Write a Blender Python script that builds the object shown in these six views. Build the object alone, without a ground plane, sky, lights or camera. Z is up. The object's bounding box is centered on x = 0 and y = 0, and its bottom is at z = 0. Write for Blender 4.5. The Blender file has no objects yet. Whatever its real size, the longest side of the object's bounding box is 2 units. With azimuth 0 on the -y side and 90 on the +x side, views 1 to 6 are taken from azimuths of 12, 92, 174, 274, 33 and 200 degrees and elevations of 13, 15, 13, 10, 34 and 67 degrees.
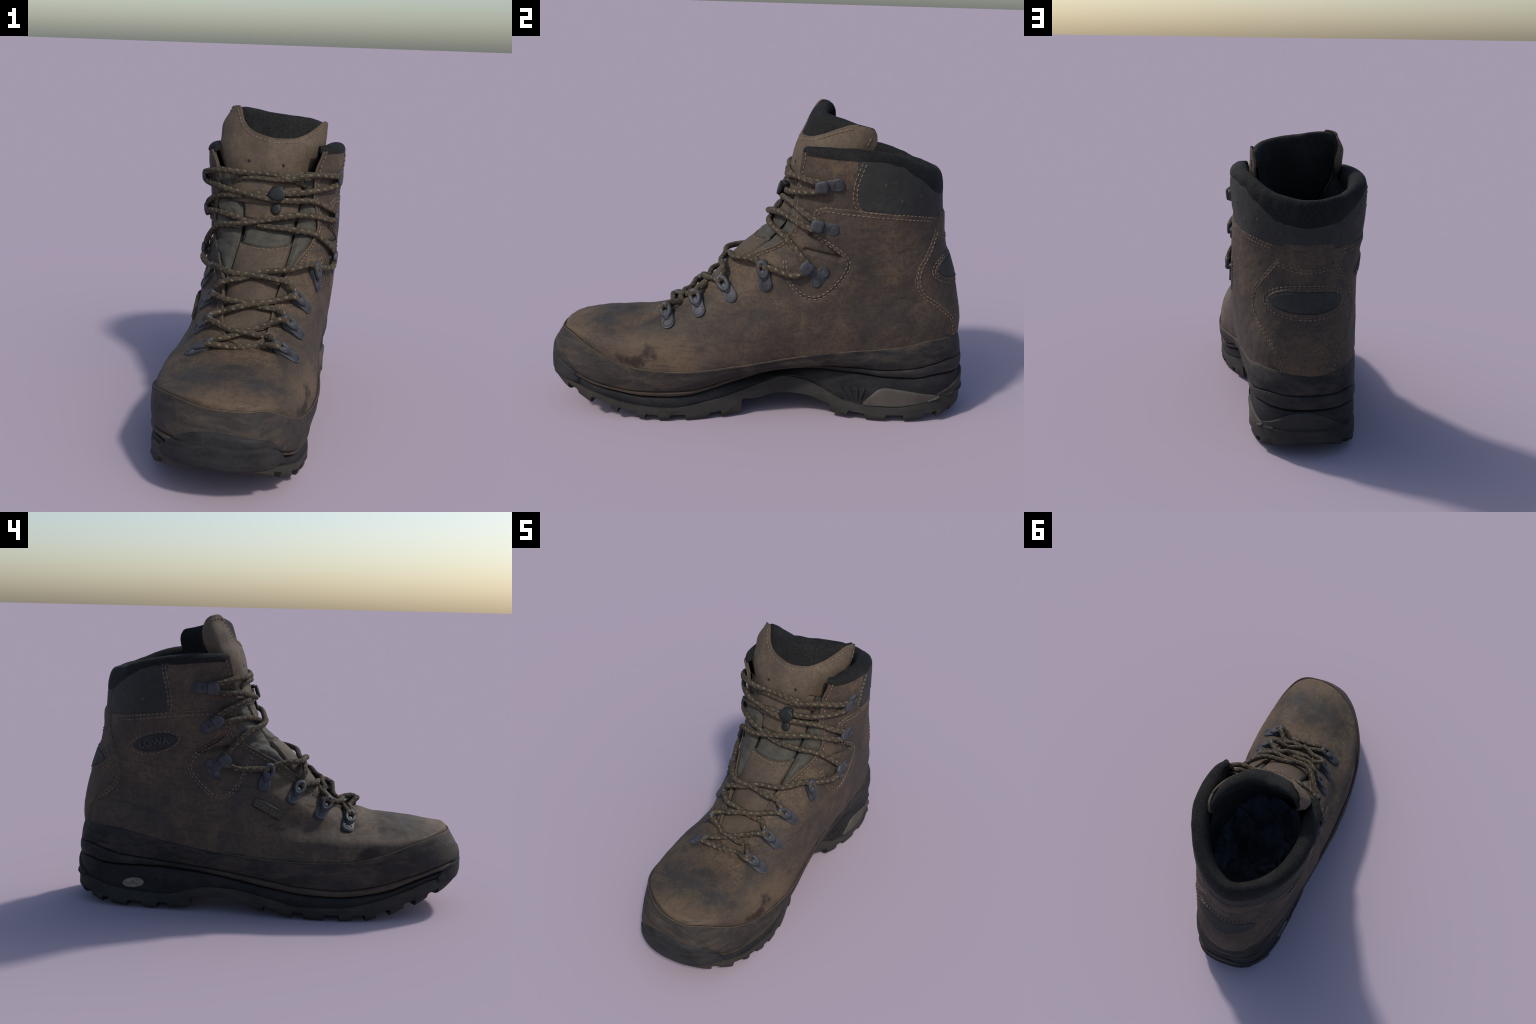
# A worn leather hiking boot: lofted upper, padded collar, tongue, laces, hardware, lugged rubber sole.
import bpy, bmesh, math, random
import numpy as np
from mathutils import Vector, Matrix, noise
from mathutils.bvhtree import BVHTree
from mathutils.kdtree import KDTree

random.seed(7)
np.random.seed(7)

# ------------------------------------------------------------------ small helpers
def smooth01(x):
    x = np.clip(x, 0.0, 1.0)
    return x * x * (3 - 2 * x)

def lut(table):
    """Piecewise monotone-ish cubic lookup through (x, value) pairs."""
    t = np.array(table, float)
    X, Y = t[:, 0], t[:, 1]
    h = np.diff(X)
    d = np.diff(Y) / h
    m = np.zeros(len(X))
    m[0], m[-1] = d[0], d[-1]
    for i in range(1, len(X) - 1):
        if d[i - 1] * d[i] > 0:
            w1, w2 = 2 * h[i] + h[i - 1], h[i] + 2 * h[i - 1]
            m[i] = (w1 + w2) / (w1 / d[i - 1] + w2 / d[i])
    def f(x):
        x = np.clip(np.asarray(x, float), X[0], X[-1])
        i = np.clip(np.searchsorted(X, x, side='right') - 1, 0, len(h) - 1)
        s = (x - X[i]) / h[i]
        a = (1 + 2 * s) * (1 - s) ** 2
        b = s * (1 - s) ** 2
        c = s * s * (3 - 2 * s)
        e = s * s * (s - 1)
        return a * Y[i] + b * h[i] * m[i] + c * Y[i + 1] + e * h[i] * m[i + 1]
    return f

def spline_weights(knots, x, period=None):
    """Rows of weights W so that W @ control_points is a C2 cubic spline through them."""
    k = np.asarray(knots, float)
    n = len(k)
    x = np.asarray(x, float)
    I = np.eye(n)
    if period:
        kk = np.append(k, k[0] + period)
        h = np.diff(kk)
        A = np.zeros((n, n)); R = np.zeros((n, n))
        for i in range(n):
            p, q = (i - 1) % n, (i + 1) % n
            A[i, p] += h[p]; A[i, i] += 2 * (h[p] + h[i]); A[i, q] += h[i]
            R[i] += 6 * ((I[q] - I[i]) / h[i] - (I[i] - I[p]) / h[p])
        M = np.linalg.solve(A, R)
        x = k[0] + np.mod(x - k[0], period)
        j = np.clip(np.searchsorted(kk, x, side='right') - 1, 0, n - 1)
        jn = (j + 1) % n
    else:
        kk = k
        h = np.diff(kk)
        A = np.eye(n); R = np.zeros((n, n))
        for i in range(1, n - 1):
            A[i, i - 1:i + 2] = h[i - 1], 2 * (h[i - 1] + h[i]), h[i]
            R[i] = 6 * ((I[i + 1] - I[i]) / h[i] - (I[i] - I[i - 1]) / h[i - 1])
        M = np.linalg.solve(A, R)
        x = np.clip(x, kk[0], kk[-1])
        j = np.clip(np.searchsorted(kk, x, side='right') - 1, 0, n - 2)
        jn = j + 1
    hj = h[j]
    t1 = (kk[j + 1] - x)[..., None]; t0 = (x - kk[j])[..., None]; H = hj[..., None]
    return (M[j] * t1 ** 3 + M[jn] * t0 ** 3) / (6 * H) + (I[j] / H - M[j] * H / 6) * t1 + (I[jn] / H - M[jn] * H / 6) * t0

def through(points, n, closed=False):
    """Resample a smooth curve through control points at n even steps."""
    p = np.array(points, float)
    q = np.vstack([p, p[:1]]) if closed else p
    c = np.concatenate([[0], np.cumsum(np.linalg.norm(np.diff(q, axis=0), axis=1) ** 0.7)])
    if len(p) == 2:
        return p[0] + (p[1] - p[0]) * np.linspace(0, 1, n)[:, None]
    def ev(x):
        return spline_weights(c[:-1] if closed else c, x, c[-1] if closed else None) @ p
    f = ev(np.linspace(0, c[-1], max(400, 6 * n)) if not closed else np.linspace(0, c[-1], max(400, 6 * n)) * 0.999999)
    L = np.concatenate([[0], np.cumsum(np.linalg.norm(np.diff(f, axis=0), axis=1))])
    s = np.linspace(0, L[-1], n, endpoint=not closed)
    return np.stack([np.interp(s, L, f[:, i]) for i in range(f.shape[1])], -1)

ROOT = bpy.data.objects.new('hiking_boot', None)
bpy.context.scene.collection.objects.link(ROOT)
ROOT['label'] = 'worn brown leather hiking boot with laces and rubber sole'
ROOT['category'] = 'hiking boot'

def add(name, verts, faces, mat, smooth=True, parent=None, angle=None):
    me = bpy.data.meshes.new(name)
    me.from_pydata([tuple(map(float, v)) for v in verts], [], [tuple(map(int, f)) for f in faces])
    me.validate()
    bm = bmesh.new(); bm.from_mesh(me)
    bmesh.ops.remove_doubles(bm, verts=bm.verts, dist=1e-5)
    bmesh.ops.recalc_face_normals(bm, faces=bm.faces)
    bm.to_mesh(me); bm.free()
    if smooth:
        me.shade_smooth()
        if angle:
            me.set_sharp_from_angle(angle=math.radians(angle))
    me.materials.append(mat)
    ob = bpy.data.objects.new(name, me)
    bpy.context.scene.collection.objects.link(ob)
    ob.parent = parent or ROOT
    return ob

def grid_faces(nr, nc, wrap=False, off=0):
    f = []
    for i in range(nr - 1):
        for j in range(nc - (0 if wrap else 1)):
            a = i * nc + j; b = i * nc + (j + 1) % nc
            f.append((off + a, off + b, off + b + nc, off + a + nc))
    return f

def grid_normals(P, wrap=False):
    du = np.gradient(P, axis=1)
    if wrap:
        du = (np.roll(P, -1, 1) - np.roll(P, 1, 1)) / 2
    dv = np.gradient(P, axis=0)
    n = np.cross(du, dv)
    return n / (np.linalg.norm(n, axis=-1, keepdims=True) + 1e-12)

def fbm(P, scale, octaves=3, seed=0.0):
    out = np.empty(len(P))
    for i, p in enumerate(P):
        out[i] = noise.fractal(Vector((p[0] * scale + seed, p[1] * scale - seed, p[2] * scale + 2 * seed)), 1.0, 2.0, octaves)
    return out

# ------------------------------------------------------------------ materials
class Nodes:
    def __init__(self, name):
        self.m = bpy.data.materials.new(name)
        self.m.use_nodes = True
        self.t = self.m.node_tree
        self.b = self.t.nodes['Principled BSDF']
        self.co = self.t.nodes.new('ShaderNodeTexCoord').outputs['Object']
    def n(self, kind, **kw):
        x = self.t.nodes.new(kind)
        for k, v in kw.items():
            setattr(x, k, v)
        return x
    def link(self, a, b):
        self.t.links.new(a, b)
    def noise(self, scale, detail=4, rough=0.55, dist=0.0, stretch=None, rot=None):
        x = self.n('ShaderNodeTexNoise')
        x.inputs['Scale'].default_value = scale
        x.inputs['Detail'].default_value = detail
        x.inputs['Roughness'].default_value = rough
        x.inputs['Distortion'].default_value = dist
        src = self.co
        if stretch:
            mp = self.n('ShaderNodeMapping')
            mp.inputs['Scale'].default_value = stretch
            if rot:
                mp.inputs['Rotation'].default_value = rot
            self.link(self.co, mp.inputs['Vector']); src = mp.outputs[0]
        self.link(src, x.inputs['Vector'])
        return x.outputs['Fac']
    def voronoi(self, scale, feature='F1', stretch=None):
        x = self.n('ShaderNodeTexVoronoi', feature=feature)
        x.inputs['Scale'].default_value = scale
        src = self.co
        if stretch:
            mp = self.n('ShaderNodeMapping')
            mp.inputs['Scale'].default_value = stretch
            self.link(self.co, mp.inputs['Vector']); src = mp.outputs[0]
        self.link(src, x.inputs['Vector'])
        return x.outputs['Distance']
    def ramp(self, src, stops):
        x = self.n('ShaderNodeValToRGB')
        e = x.color_ramp.elements
        while len(e) < len(stops):
            e.new(0.5)
        for i, (p, c) in enumerate(stops):
            e[i].position = p
            c = (c, c, c) if isinstance(c, (int, float)) else c
            e[i].color = (*c, 1)
        self.link(src, x.inputs['Fac'])
        return x.outputs['Color']
    def mix(self, fac, a, b, mode='MIX'):
        x = self.n('ShaderNodeMix', data_type='RGBA', blend_type=mode)
        for s, v in ((x.inputs[0], fac), (x.inputs[6], a), (x.inputs[7], b)):
            if isinstance(v, (int, float)):
                s.default_value = v
            elif isinstance(v, tuple):
                s.default_value = (*v, 1)
            else:
                self.link(v, s)
        return x.outputs[2]
    def math(self, op, a, b=0.0):
        x = self.n('ShaderNodeMath', operation=op, use_clamp=False)
        for s, v in ((x.inputs[0], a), (x.inputs[1], b)):
            if isinstance(v, (int, float)):
                s.default_value = v
            else:
                self.link(v, s)
        return x.outputs[0]
    def blob(self, centre, radii, wobble=0.35, scale=9.0, soft=0.5):
        """Soft ellipsoidal patch with a noisy border: 1 inside, 0 outside."""
        mp = self.n('ShaderNodeMapping')
        mp.inputs['Location'].default_value = [-c / r for c, r in zip(centre, radii)]
        mp.inputs['Scale'].default_value = [1 / r for r in radii]
        self.link(self.co, mp.inputs['Vector'])
        ln = self.n('ShaderNodeVectorMath', operation='LENGTH')
        self.link(mp.outputs[0], ln.inputs[0])
        w = self.math('MULTIPLY', self.math('SUBTRACT', self.noise(scale, 5, 0.6), 0.5), wobble * 4)
        d = self.math('ADD', ln.outputs['Value'], w)
        return self.ramp(d, [(max(0.0, 1 - soft), 1.0), (1.0, 0.0)])
    def bump(self, height, strength, distance=0.004):
        x = self.n('ShaderNodeBump')
        x.inputs['Strength'].default_value = strength
        x.inputs['Distance'].default_value = distance
        self.link(height, x.inputs['Height'])
        old = self.b.inputs['Normal']
        if old.is_linked:
            self.link(old.links[0].from_socket, x.inputs['Normal'])
        self.link(x.outputs[0], old)
    def finish(self, colour, rough=0.7, spec=0.3, metal=0.0):
        if isinstance(colour, tuple):
            self.b.inputs['Base Color'].default_value = (*colour, 1)
        else:
            self.link(colour, self.b.inputs['Base Color'])
        if isinstance(rough, (int, float)):
            self.b.inputs['Roughness'].default_value = rough
        else:
            self.link(rough, self.b.inputs['Roughness'])
        self.b.inputs['Specular IOR Level'].default_value = spec
        self.b.inputs['Metallic'].default_value = metal
        return self.m

def leather(name, light, mid, dark, patches=True):
    k = Nodes(name)
    big = k.noise(3.6, 7, 0.68, 0.5)
    col = k.ramp(big, [(0.30, dark), (0.46, mid), (0.64, light)])
    fine = k.noise(24, 7, 0.72, 0.4)
    col = k.mix(k.ramp(fine, [(0.46, 0.0), (0.72, 0.4)]), col, light)
    col = k.mix(k.ramp(k.noise(11, 7, 0.75, 0.6), [(0.34, 0.5), (0.50, 0.0)]), col, dark)
    col = k.mix(k.ramp(k.noise(70, 4, 0.75), [(0.40, 0.5), (0.55, 0.0)]), col, dark)
    if patches:
        cold = (0.030, 0.031, 0.033)
        tan = (0.142, 0.095, 0.058)
        toe = k.blob((0.08, -0.93, 0.40), (0.34, 0.20, 0.14), 0.12, 7, 0.6)
        col = k.mix(k.math('MULTIPLY', k.math('MULTIPLY', toe, k.ramp(fine, [(0.3, 0.3), (0.6, 1.0)])), 0.8), col, tan)
        side = k.blob((0.32, -0.45, 0.33), (0.18, 0.38, 0.12), 0.25, 6, 0.7)
        col = k.mix(k.math('MULTIPLY', side, 0.55), col, tan)
        for c, r, a in (((0.06, -0.70, 0.48), (0.25, 0.12, 0.13), 0.85), ((0.19, -0.72, 0.45), (0.09, 0.10, 0.10), 0.75),
                        ((-0.08, -0.62, 0.47), (0.17, 0.10, 0.12), 0.55), ((0.34, 0.55, 0.55), (0.2, 0.25, 0.16), 0.5),
                        ((-0.3, 0.62, 0.5), (0.2, 0.22, 0.14), 0.55), ((-0.28, 0.05, 0.62), (0.15, 0.2, 0.16), 0.4)):
            col = k.mix(k.math('MULTIPLY', k.blob(c, r, 0.42, 10, 0.85), k.math('MULTIPLY', k.ramp(k.noise(19, 6, 0.75), [(0.35, 0.35), (0.6, 1.0)]), a)), col, cold)
        wine = (0.022, 0.014, 0.012)
        for c, r in (((0.33, -0.585, 0.295), (0.10, 0.090, 0.038)), ((0.325, -0.50, 0.32), (0.08, 0.050, 0.052)), ((-0.30, -0.505, 0.340), (0.08, 0.062, 0.040))):
            col = k.mix(k.math('MULTIPLY', k.blob(c, r, 0.6, 22, 0.6), 0.9), col, wine)
        scr = k.noise(7, 6, 0.7, 0.2, stretch=(1.0, 1.0, 6.0), rot=(0.45, 0.0, 0.0))
        col = k.mix(k.ramp(scr, [(0.36, 0.55), (0.46, 0.0)]), col, dark)
        scr2 = k.noise(9, 6, 0.7, 0.2, stretch=(1.0, 1.0, 7.0), rot=(-0.5, 0.2, 0.0))
        col = k.mix(k.ramp(scr2, [(0.60, 0.0), (0.74, 0.4)]), col, light)
    for st, rt, a in (((1, 1, 9), (0.7, 0.0, 0.4), 0.22), ((1, 9, 1), (0.2, 0.5, -0.3), 0.18), ((9, 1, 1.5), (0.0, 0.3, 0.6), 0.18)):
        a = a if patches else 0.5 * a
        sc = k.noise(34, 4, 0.6, 0.3, stretch=st, rot=rt)
        col = k.mix(k.ramp(sc, [(0.60, 0.0), (0.72, a)]), col, light)
        col = k.mix(k.ramp(sc, [(0.32, 1.6 * a), (0.43, 0.0)]), col, dark)
        k.bump(sc, 0.12, 0.002)
    k.bump(k.noise(180, 3, 0.6), 0.25, 0.002)
    k.bump(k.noise(30, 4, 0.6), 0.25, 0.004)
    return k.finish(col, k.ramp(fine, [(0.3, 0.62), (0.7, 0.82)]), 0.25)

def rubber(name, base, dust, amount=0.5, toe_dust=0.0):
    """Dark rubber with streaks of trodden-in dust; toe_dust adds more of it along the forefoot."""
    k = Nodes(name)
    col = k.ramp(k.noise(5, 5, 0.6, 0.4), [(0.35, tuple(0.65 * c for c in base)), (0.65, tuple(1.35 * c for c in base))])
    d = k.ramp(k.noise(7, 7, 0.72, 0.4, stretch=(1, 1, 3.2)), [(0.44, 0.0), (0.66, 1.0)])
    fac = k.math('MULTIPLY', d, amount)
    if toe_dust:
        sp = k.n('ShaderNodeSeparateXYZ'); k.link(k.co, sp.inputs[0])
        f = k.ramp(k.math('ADD', k.math('MULTIPLY', sp.outputs[1], -0.7), 0.45), [(0.15, 0.0), (0.65, 1.0)])
        fac = k.math('MINIMUM', k.math('ADD', fac, k.math('MULTIPLY', k.math('MULTIPLY', f, toe_dust), k.ramp(k.noise(16, 5, 0.7), [(0.3, 0.4), (0.6, 1.0)]))), 1.0)
    col = k.mix(fac, col, dust)
    col = k.mix(k.ramp(k.noise(70, 5, 0.75), [(0.56, 0.0), (0.78, 0.5)]), col, dust)
    col = k.mix(k.ramp(k.noise(10, 8, 0.8, 0.0, stretch=(1, 0.6, 5), rot=(0.3, 0, 0)), [(0.62, 0.0), (0.70, 0.5)]), col, tuple(1.4 * c for c in dust))
    k.bump(k.noise(90, 4, 0.6), 0.3, 0.003)
    k.bump(k.noise(14, 5, 0.6), 0.3, 0.006)
    return k.finish(col, 0.75, 0.25)

def mesh_fabric(name, base, hi):
    """Knitted spacer mesh: small regular pits."""
    k = Nodes(name)
    v = k.voronoi(95, 'F1', (1.0, 1.0, 1.5))
    col = k.mix(k.ramp(v, [(0.25, 0.0), (0.6, 0.8)]), hi, base)
    col = k.mix(k.ramp(k.noise(9, 5, 0.6), [(0.5, 0.0), (0.75, 0.5)]), col, tuple(1.7 * c for c in hi))
    k.bump(k.math('MULTIPLY', v, -1.0), 0.35, 0.003)
    return k.finish(col, 0.88, 0.2)

LEATHER = leather('brown_leather', (0.116, 0.077, 0.047), (0.064, 0.047, 0.034), (0.030, 0.026, 0.024))
LEATHER_PLAIN = leather('tongue_leather', (0.112, 0.078, 0.050), (0.078, 0.057, 0.040), (0.045, 0.036, 0.030), False)
LEATHER_EDGE = leather('raw_leather_edge', (0.118, 0.082, 0.053), (0.085, 0.062, 0.043), (0.050, 0.040, 0.031), False)
TONGUE_TOP = leather('tongue_top_leather', (0.132, 0.097, 0.065), (0.100, 0.073, 0.050), (0.062, 0.048, 0.037), False)
GREY = leather('grey_nubuck', (0.042, 0.041, 0.035), (0.030, 0.030, 0.027), (0.021, 0.021, 0.020), False)
GUSSET = leather('gusset_leather', (0.085, 0.076, 0.056), (0.058, 0.054, 0.043), (0.034, 0.034, 0.030), False)
GUSSET_DARK = leather('inner_gusset_cloth', (0.034, 0.034, 0.031), (0.020, 0.020, 0.020), (0.011, 0.011, 0.012), False)
RAND = rubber('rand_rubber', (0.0150, 0.0150, 0.0155), (0.066, 0.049, 0.037), 0.75, 0.3)
WELT = rubber('welt_rubber', (0.018, 0.018, 0.019), (0.085, 0.060, 0.041), 0.35, 0.65)
MIDSOLE = rubber('midsole_rubber', (0.011, 0.012, 0.014), (0.050, 0.041, 0.033), 0.35)
OUTSOLE = rubber('outsole_rubber', (0.024, 0.0235, 0.022), (0.056, 0.046, 0.036), 0.55, 0.15)
BUMPER = rubber('bumper_rubber', (0.015, 0.016, 0.018), (0.060, 0.050, 0.040), 0.35)
WEDGE = rubber('worn_grey_rubber', (0.062, 0.055, 0.045), (0.080, 0.068, 0.054), 0.5)
COLLAR = mesh_fabric('collar_fabric', (0.0070, 0.0070, 0.0070), (0.0165, 0.0165, 0.0158))
k = Nodes('dark_lining'); LINING = k.finish(k.ramp(k.noise(14), [(0.4, (0.008, 0.009, 0.011)), (0.7, (0.018, 0.020, 0.023))]), 0.95, 0.1)
k = Nodes('navy_cloth'); k.bump(k.noise(160), 0.4, 0.003); CLOTH = k.finish(k.ramp(k.noise(10), [(0.35, (0.026, 0.028, 0.034)), (0.7, (0.072, 0.078, 0.094))]), 0.95, 0.1)
k = Nodes('gunmetal'); k.bump(k.noise(40), 0.3, 0.003)
METAL = k.finish(k.mix(k.ramp(k.noise(30, 5, 0.7), [(0.55, 0.0), (0.72, 0.5)]), k.ramp(k.noise(18), [(0.35, (0.024, 0.026, 0.031)), (0.7, (0.057, 0.060, 0.069))]), (0.11, 0.075, 0.048)), 0.55, 0.4, 0.1)
k = Nodes('black_metal'); BLACK = k.finish(k.ramp(k.noise(20), [(0.4, (0.008, 0.009, 0.009)), (0.7, (0.022, 0.023, 0.022))]), 0.5, 0.3)
k = Nodes('lace_cord'); k.bump(k.voronoi(230), 0.5, 0.003)
LACE = k.finish(k.ramp(k.noise(45, 4, 0.6), [(0.35, (0.042, 0.032, 0.023)), (0.7, (0.086, 0.065, 0.045))]), 0.85, 0.15)
k = Nodes('lace_fleck_thread'); FLECK = k.finish(k.ramp(k.noise(35), [(0.35, (0.10, 0.094, 0.062)), (0.7, (0.20, 0.185, 0.13))]), 0.85, 0.15)
k = Nodes('stitch_thread'); THREAD = k.finish(k.ramp(k.noise(25), [(0.35, (0.125, 0.092, 0.066)), (0.7, (0.245, 0.182, 0.133))]), 0.85, 0.15)
k = Nodes('pale_emblem'); EMBLEM = k.finish(k.ramp(k.noise(70, 5, 0.7), [(0.4, (0.12, 0.085, 0.065)), (0.6, (0.24, 0.22, 0.18))]), 0.7, 0.3)
k = Nodes('badge_black'); BADGE = k.finish(k.ramp(k.noise(30), [(0.4, (0.014, 0.015, 0.016)), (0.7, (0.024, 0.025, 0.025))]), 0.6, 0.3)
k = Nodes('lettering_grey'); LETTER = k.finish((0.048, 0.046, 0.043), 0.7, 0.3)
k = Nodes('tag_lettering_brown'); TAG_LETTER = k.finish((0.085, 0.068, 0.050), 0.6, 0.3)
k = Nodes('tag_bronze'); TAG = k.finish(k.ramp(k.noise(30), [(0.4, (0.032, 0.026, 0.018)), (0.7, (0.055, 0.043, 0.028))]), 0.6, 0.3)

# ------------------------------------------------------------------ the boot body: key cross-section rings
# each ring: front point, eight points down the +x side, back point, eight points down the -x side (front to back)
RINGS = []
def ring(front, right, back, left):
    RINGS.append([front] + right + [back] + left[::-1])

ring((0.110, -0.950, 0.240),
     [(0.200, -0.900, 0.240), (0.280, -0.765, 0.220), (0.340, -0.535, 0.190), (0.347, -0.240, 0.190), (0.285, 0.086, 0.220), (0.262, 0.430, 0.260), (0.235, 0.717, 0.290), (0.150, 0.888, 0.310)],
     (0.000, 0.945, 0.310),
     [(-0.030, -0.900, 0.240), (-0.215, -0.765, 0.240), (-0.318, -0.535, 0.200), (-0.348, -0.240, 0.190), (-0.324, 0.086, 0.210), (-0.282, 0.430, 0.250), (-0.230, 0.717, 0.290), (-0.145, 0.888, 0.310)])
ring((0.100, -0.930, 0.392),
     [(0.215, -0.893, 0.385), (0.296, -0.758, 0.330), (0.346, -0.525, 0.268), (0.350, -0.238, 0.280), (0.300, 0.086, 0.315), (0.275, 0.430, 0.360), (0.240, 0.717, 0.395), (0.155, 0.888, 0.420)],
     (0.000, 0.955, 0.415),
     [(-0.045, -0.890, 0.392), (-0.211, -0.757, 0.372), (-0.312, -0.525, 0.318), (-0.342, -0.238, 0.295), (-0.330, 0.086, 0.308), (-0.290, 0.430, 0.348), (-0.232, 0.717, 0.395), (-0.145, 0.888, 0.420)])
ring((0.080, -0.868, 0.424),
     [(0.200, -0.832, 0.420), (0.290, -0.700, 0.388), (0.338, -0.475, 0.356), (0.338, -0.200, 0.365), (0.316, 0.117, 0.410), (0.292, 0.450, 0.450), (0.246, 0.730, 0.480), (0.155, 0.890, 0.500)],
     (0.000, 0.953, 0.490),
     [(-0.055, -0.830, 0.418), (-0.190, -0.700, 0.398), (-0.280, -0.470, 0.388), (-0.318, -0.200, 0.380), (-0.322, 0.117, 0.400), (-0.292, 0.450, 0.440), (-0.230, 0.730, 0.480), (-0.145, 0.890, 0.500)])
ring((0.040, -0.650, 0.456),
     [(0.150, -0.618, 0.456), (0.246, -0.515, 0.442), (0.300, -0.350, 0.440), (0.316, -0.110, 0.458), (0.322, 0.150, 0.510), (0.302, 0.460, 0.550), (0.246, 0.720, 0.575), (0.150, 0.875, 0.580)],
     (0.000, 0.938, 0.575),
     [(-0.055, -0.612, 0.447), (-0.145, -0.505, 0.429), (-0.218, -0.340, 0.432), (-0.274, -0.110, 0.450), (-0.310, 0.150, 0.500), (-0.290, 0.460, 0.545), (-0.220, 0.717, 0.570), (-0.140, 0.875, 0.580)])
ring((0.045, -0.440, 0.475),
     [(0.110, -0.420, 0.486), (0.197, -0.365, 0.511), (0.266, -0.220, 0.545), (0.296, 0.000, 0.600), (0.324, 0.220, 0.622), (0.308, 0.470, 0.645), (0.249, 0.714, 0.655), (0.145, 0.858, 0.660)],
     (0.000, 0.916, 0.660),
     [(-0.015, -0.420, 0.478), (-0.100, -0.365, 0.498), (-0.195, -0.220, 0.530), (-0.258, 0.000, 0.585), (-0.294, 0.220, 0.615), (-0.286, 0.470, 0.640), (-0.223, 0.711, 0.655), (-0.135, 0.852, 0.660)])
ring((0.045, -0.265, 0.605),
     [(0.102, -0.252, 0.610), (0.175, -0.200, 0.635), (0.246, -0.090, 0.658), (0.295, 0.060, 0.695), (0.326, 0.250, 0.725), (0.314, 0.480, 0.735), (0.251, 0.704, 0.740), (0.140, 0.833, 0.745)],
     (0.000, 0.888, 0.745),
     [(-0.015, -0.252, 0.610), (-0.085, -0.200, 0.630), (-0.168, -0.090, 0.648), (-0.244, 0.060, 0.685), (-0.284, 0.250, 0.715), (-0.284, 0.480, 0.730), (-0.225, 0.701, 0.735), (-0.130, 0.827, 0.745)])
ring((0.045, -0.118, 0.775),
     [(0.105, -0.103, 0.777), (0.180, -0.045, 0.788), (0.245, 0.050, 0.800), (0.293, 0.150, 0.820), (0.325, 0.290, 0.835), (0.315, 0.490, 0.840), (0.249, 0.694, 0.840), (0.135, 0.813, 0.840)],
     (0.000, 0.860, 0.840),
     [(-0.018, -0.108, 0.777), (-0.100, -0.062, 0.786), (-0.178, 0.035, 0.797), (-0.240, 0.150, 0.815), (-0.282, 0.290, 0.830), (-0.286, 0.490, 0.840), (-0.227, 0.691, 0.840), (-0.124, 0.807, 0.840)])
ring((0.040, 0.026, 0.908),
     [(0.110, 0.038, 0.912), (0.185, 0.086, 0.920), (0.247, 0.135, 0.928), (0.292, 0.200, 0.932), (0.325, 0.320, 0.936), (0.315, 0.500, 0.940), (0.248, 0.684, 0.940), (0.132, 0.798, 0.940)],
     (0.000, 0.849, 0.940),
     [(-0.030, 0.032, 0.910), (-0.112, 0.060, 0.918), (-0.187, 0.123, 0.928), (-0.250, 0.200, 0.932), (-0.290, 0.320, 0.936), (-0.298, 0.500, 0.940), (-0.239, 0.684, 0.940), (-0.122, 0.797, 0.940)])
ring((0.030, 0.104, 1.060),
     [(0.110, 0.117, 1.060), (0.190, 0.142, 1.060), (0.250, 0.166, 1.060), (0.295, 0.217, 1.060), (0.323, 0.330, 1.060), (0.317, 0.500, 1.060), (0.251, 0.684, 1.060), (0.134, 0.794, 1.060)],
     (0.000, 0.839, 1.060),
     [(-0.050, 0.108, 1.060), (-0.132, 0.122, 1.060), (-0.202, 0.153, 1.060), (-0.260, 0.217, 1.060), (-0.304, 0.330, 1.060), (-0.316, 0.500, 1.060), (-0.249, 0.684, 1.060), (-0.126, 0.793, 1.060)])
ring((0.020, 0.143, 1.180),
     [(0.100, 0.152, 1.180), (0.182, 0.165, 1.180), (0.245, 0.179, 1.180), (0.300, 0.224, 1.180), (0.335, 0.330, 1.180), (0.331, 0.490, 1.180), (0.259, 0.664, 1.180), (0.138, 0.780, 1.180)],
     (0.000, 0.825, 1.180),
     [(-0.060, 0.147, 1.180), (-0.142, 0.154, 1.180), (-0.213, 0.172, 1.180), (-0.274, 0.224, 1.180), (-0.314, 0.330, 1.180), (-0.324, 0.490, 1.180), (-0.261, 0.664, 1.180), (-0.135, 0.779, 1.180)])
ring((0.010, 0.158, 1.300),
     [(0.100, 0.161, 1.300), (0.185, 0.166, 1.300), (0.255, 0.175, 1.300), (0.308, 0.222, 1.300), (0.336, 0.330, 1.300), (0.329, 0.490, 1.300), (0.252, 0.650, 1.300), (0.134, 0.762, 1.300)],
     (0.000, 0.806, 1.300),
     [(-0.070, 0.161, 1.300), (-0.155, 0.166, 1.300), (-0.230, 0.175, 1.300), (-0.288, 0.222, 1.300), (-0.319, 0.330, 1.300), (-0.322, 0.490, 1.300), (-0.258, 0.650, 1.300), (-0.134, 0.762, 1.300)])

CTRL = np.array(RINGS)                                    # ring, point, xyz
NRING, NPT = CTRL.shape[:2]
_d = np.linalg.norm(np.diff(np.concatenate([CTRL, CTRL[:, :1]], 1), axis=1), axis=2).mean(0) ** 0.6
UK = np.concatenate([[0], np.cumsum(_d)]); UK /= UK[-1]     # periodic knots along a ring
U_BACK = UK[NPT // 2]

def S(u, r):
    """Point on the body: u runs round the boot from the front over +x, r counts rings upwards."""
    u = np.asarray(u, float); r = np.asarray(r, float)
    Wu = spline_weights(UK[:-1], u, 1.0)
    Wr = spline_weights(np.arange(NRING), r)
    return np.einsum('...k,...p,kpx->...x', Wr, Wu, CTRL)

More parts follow.
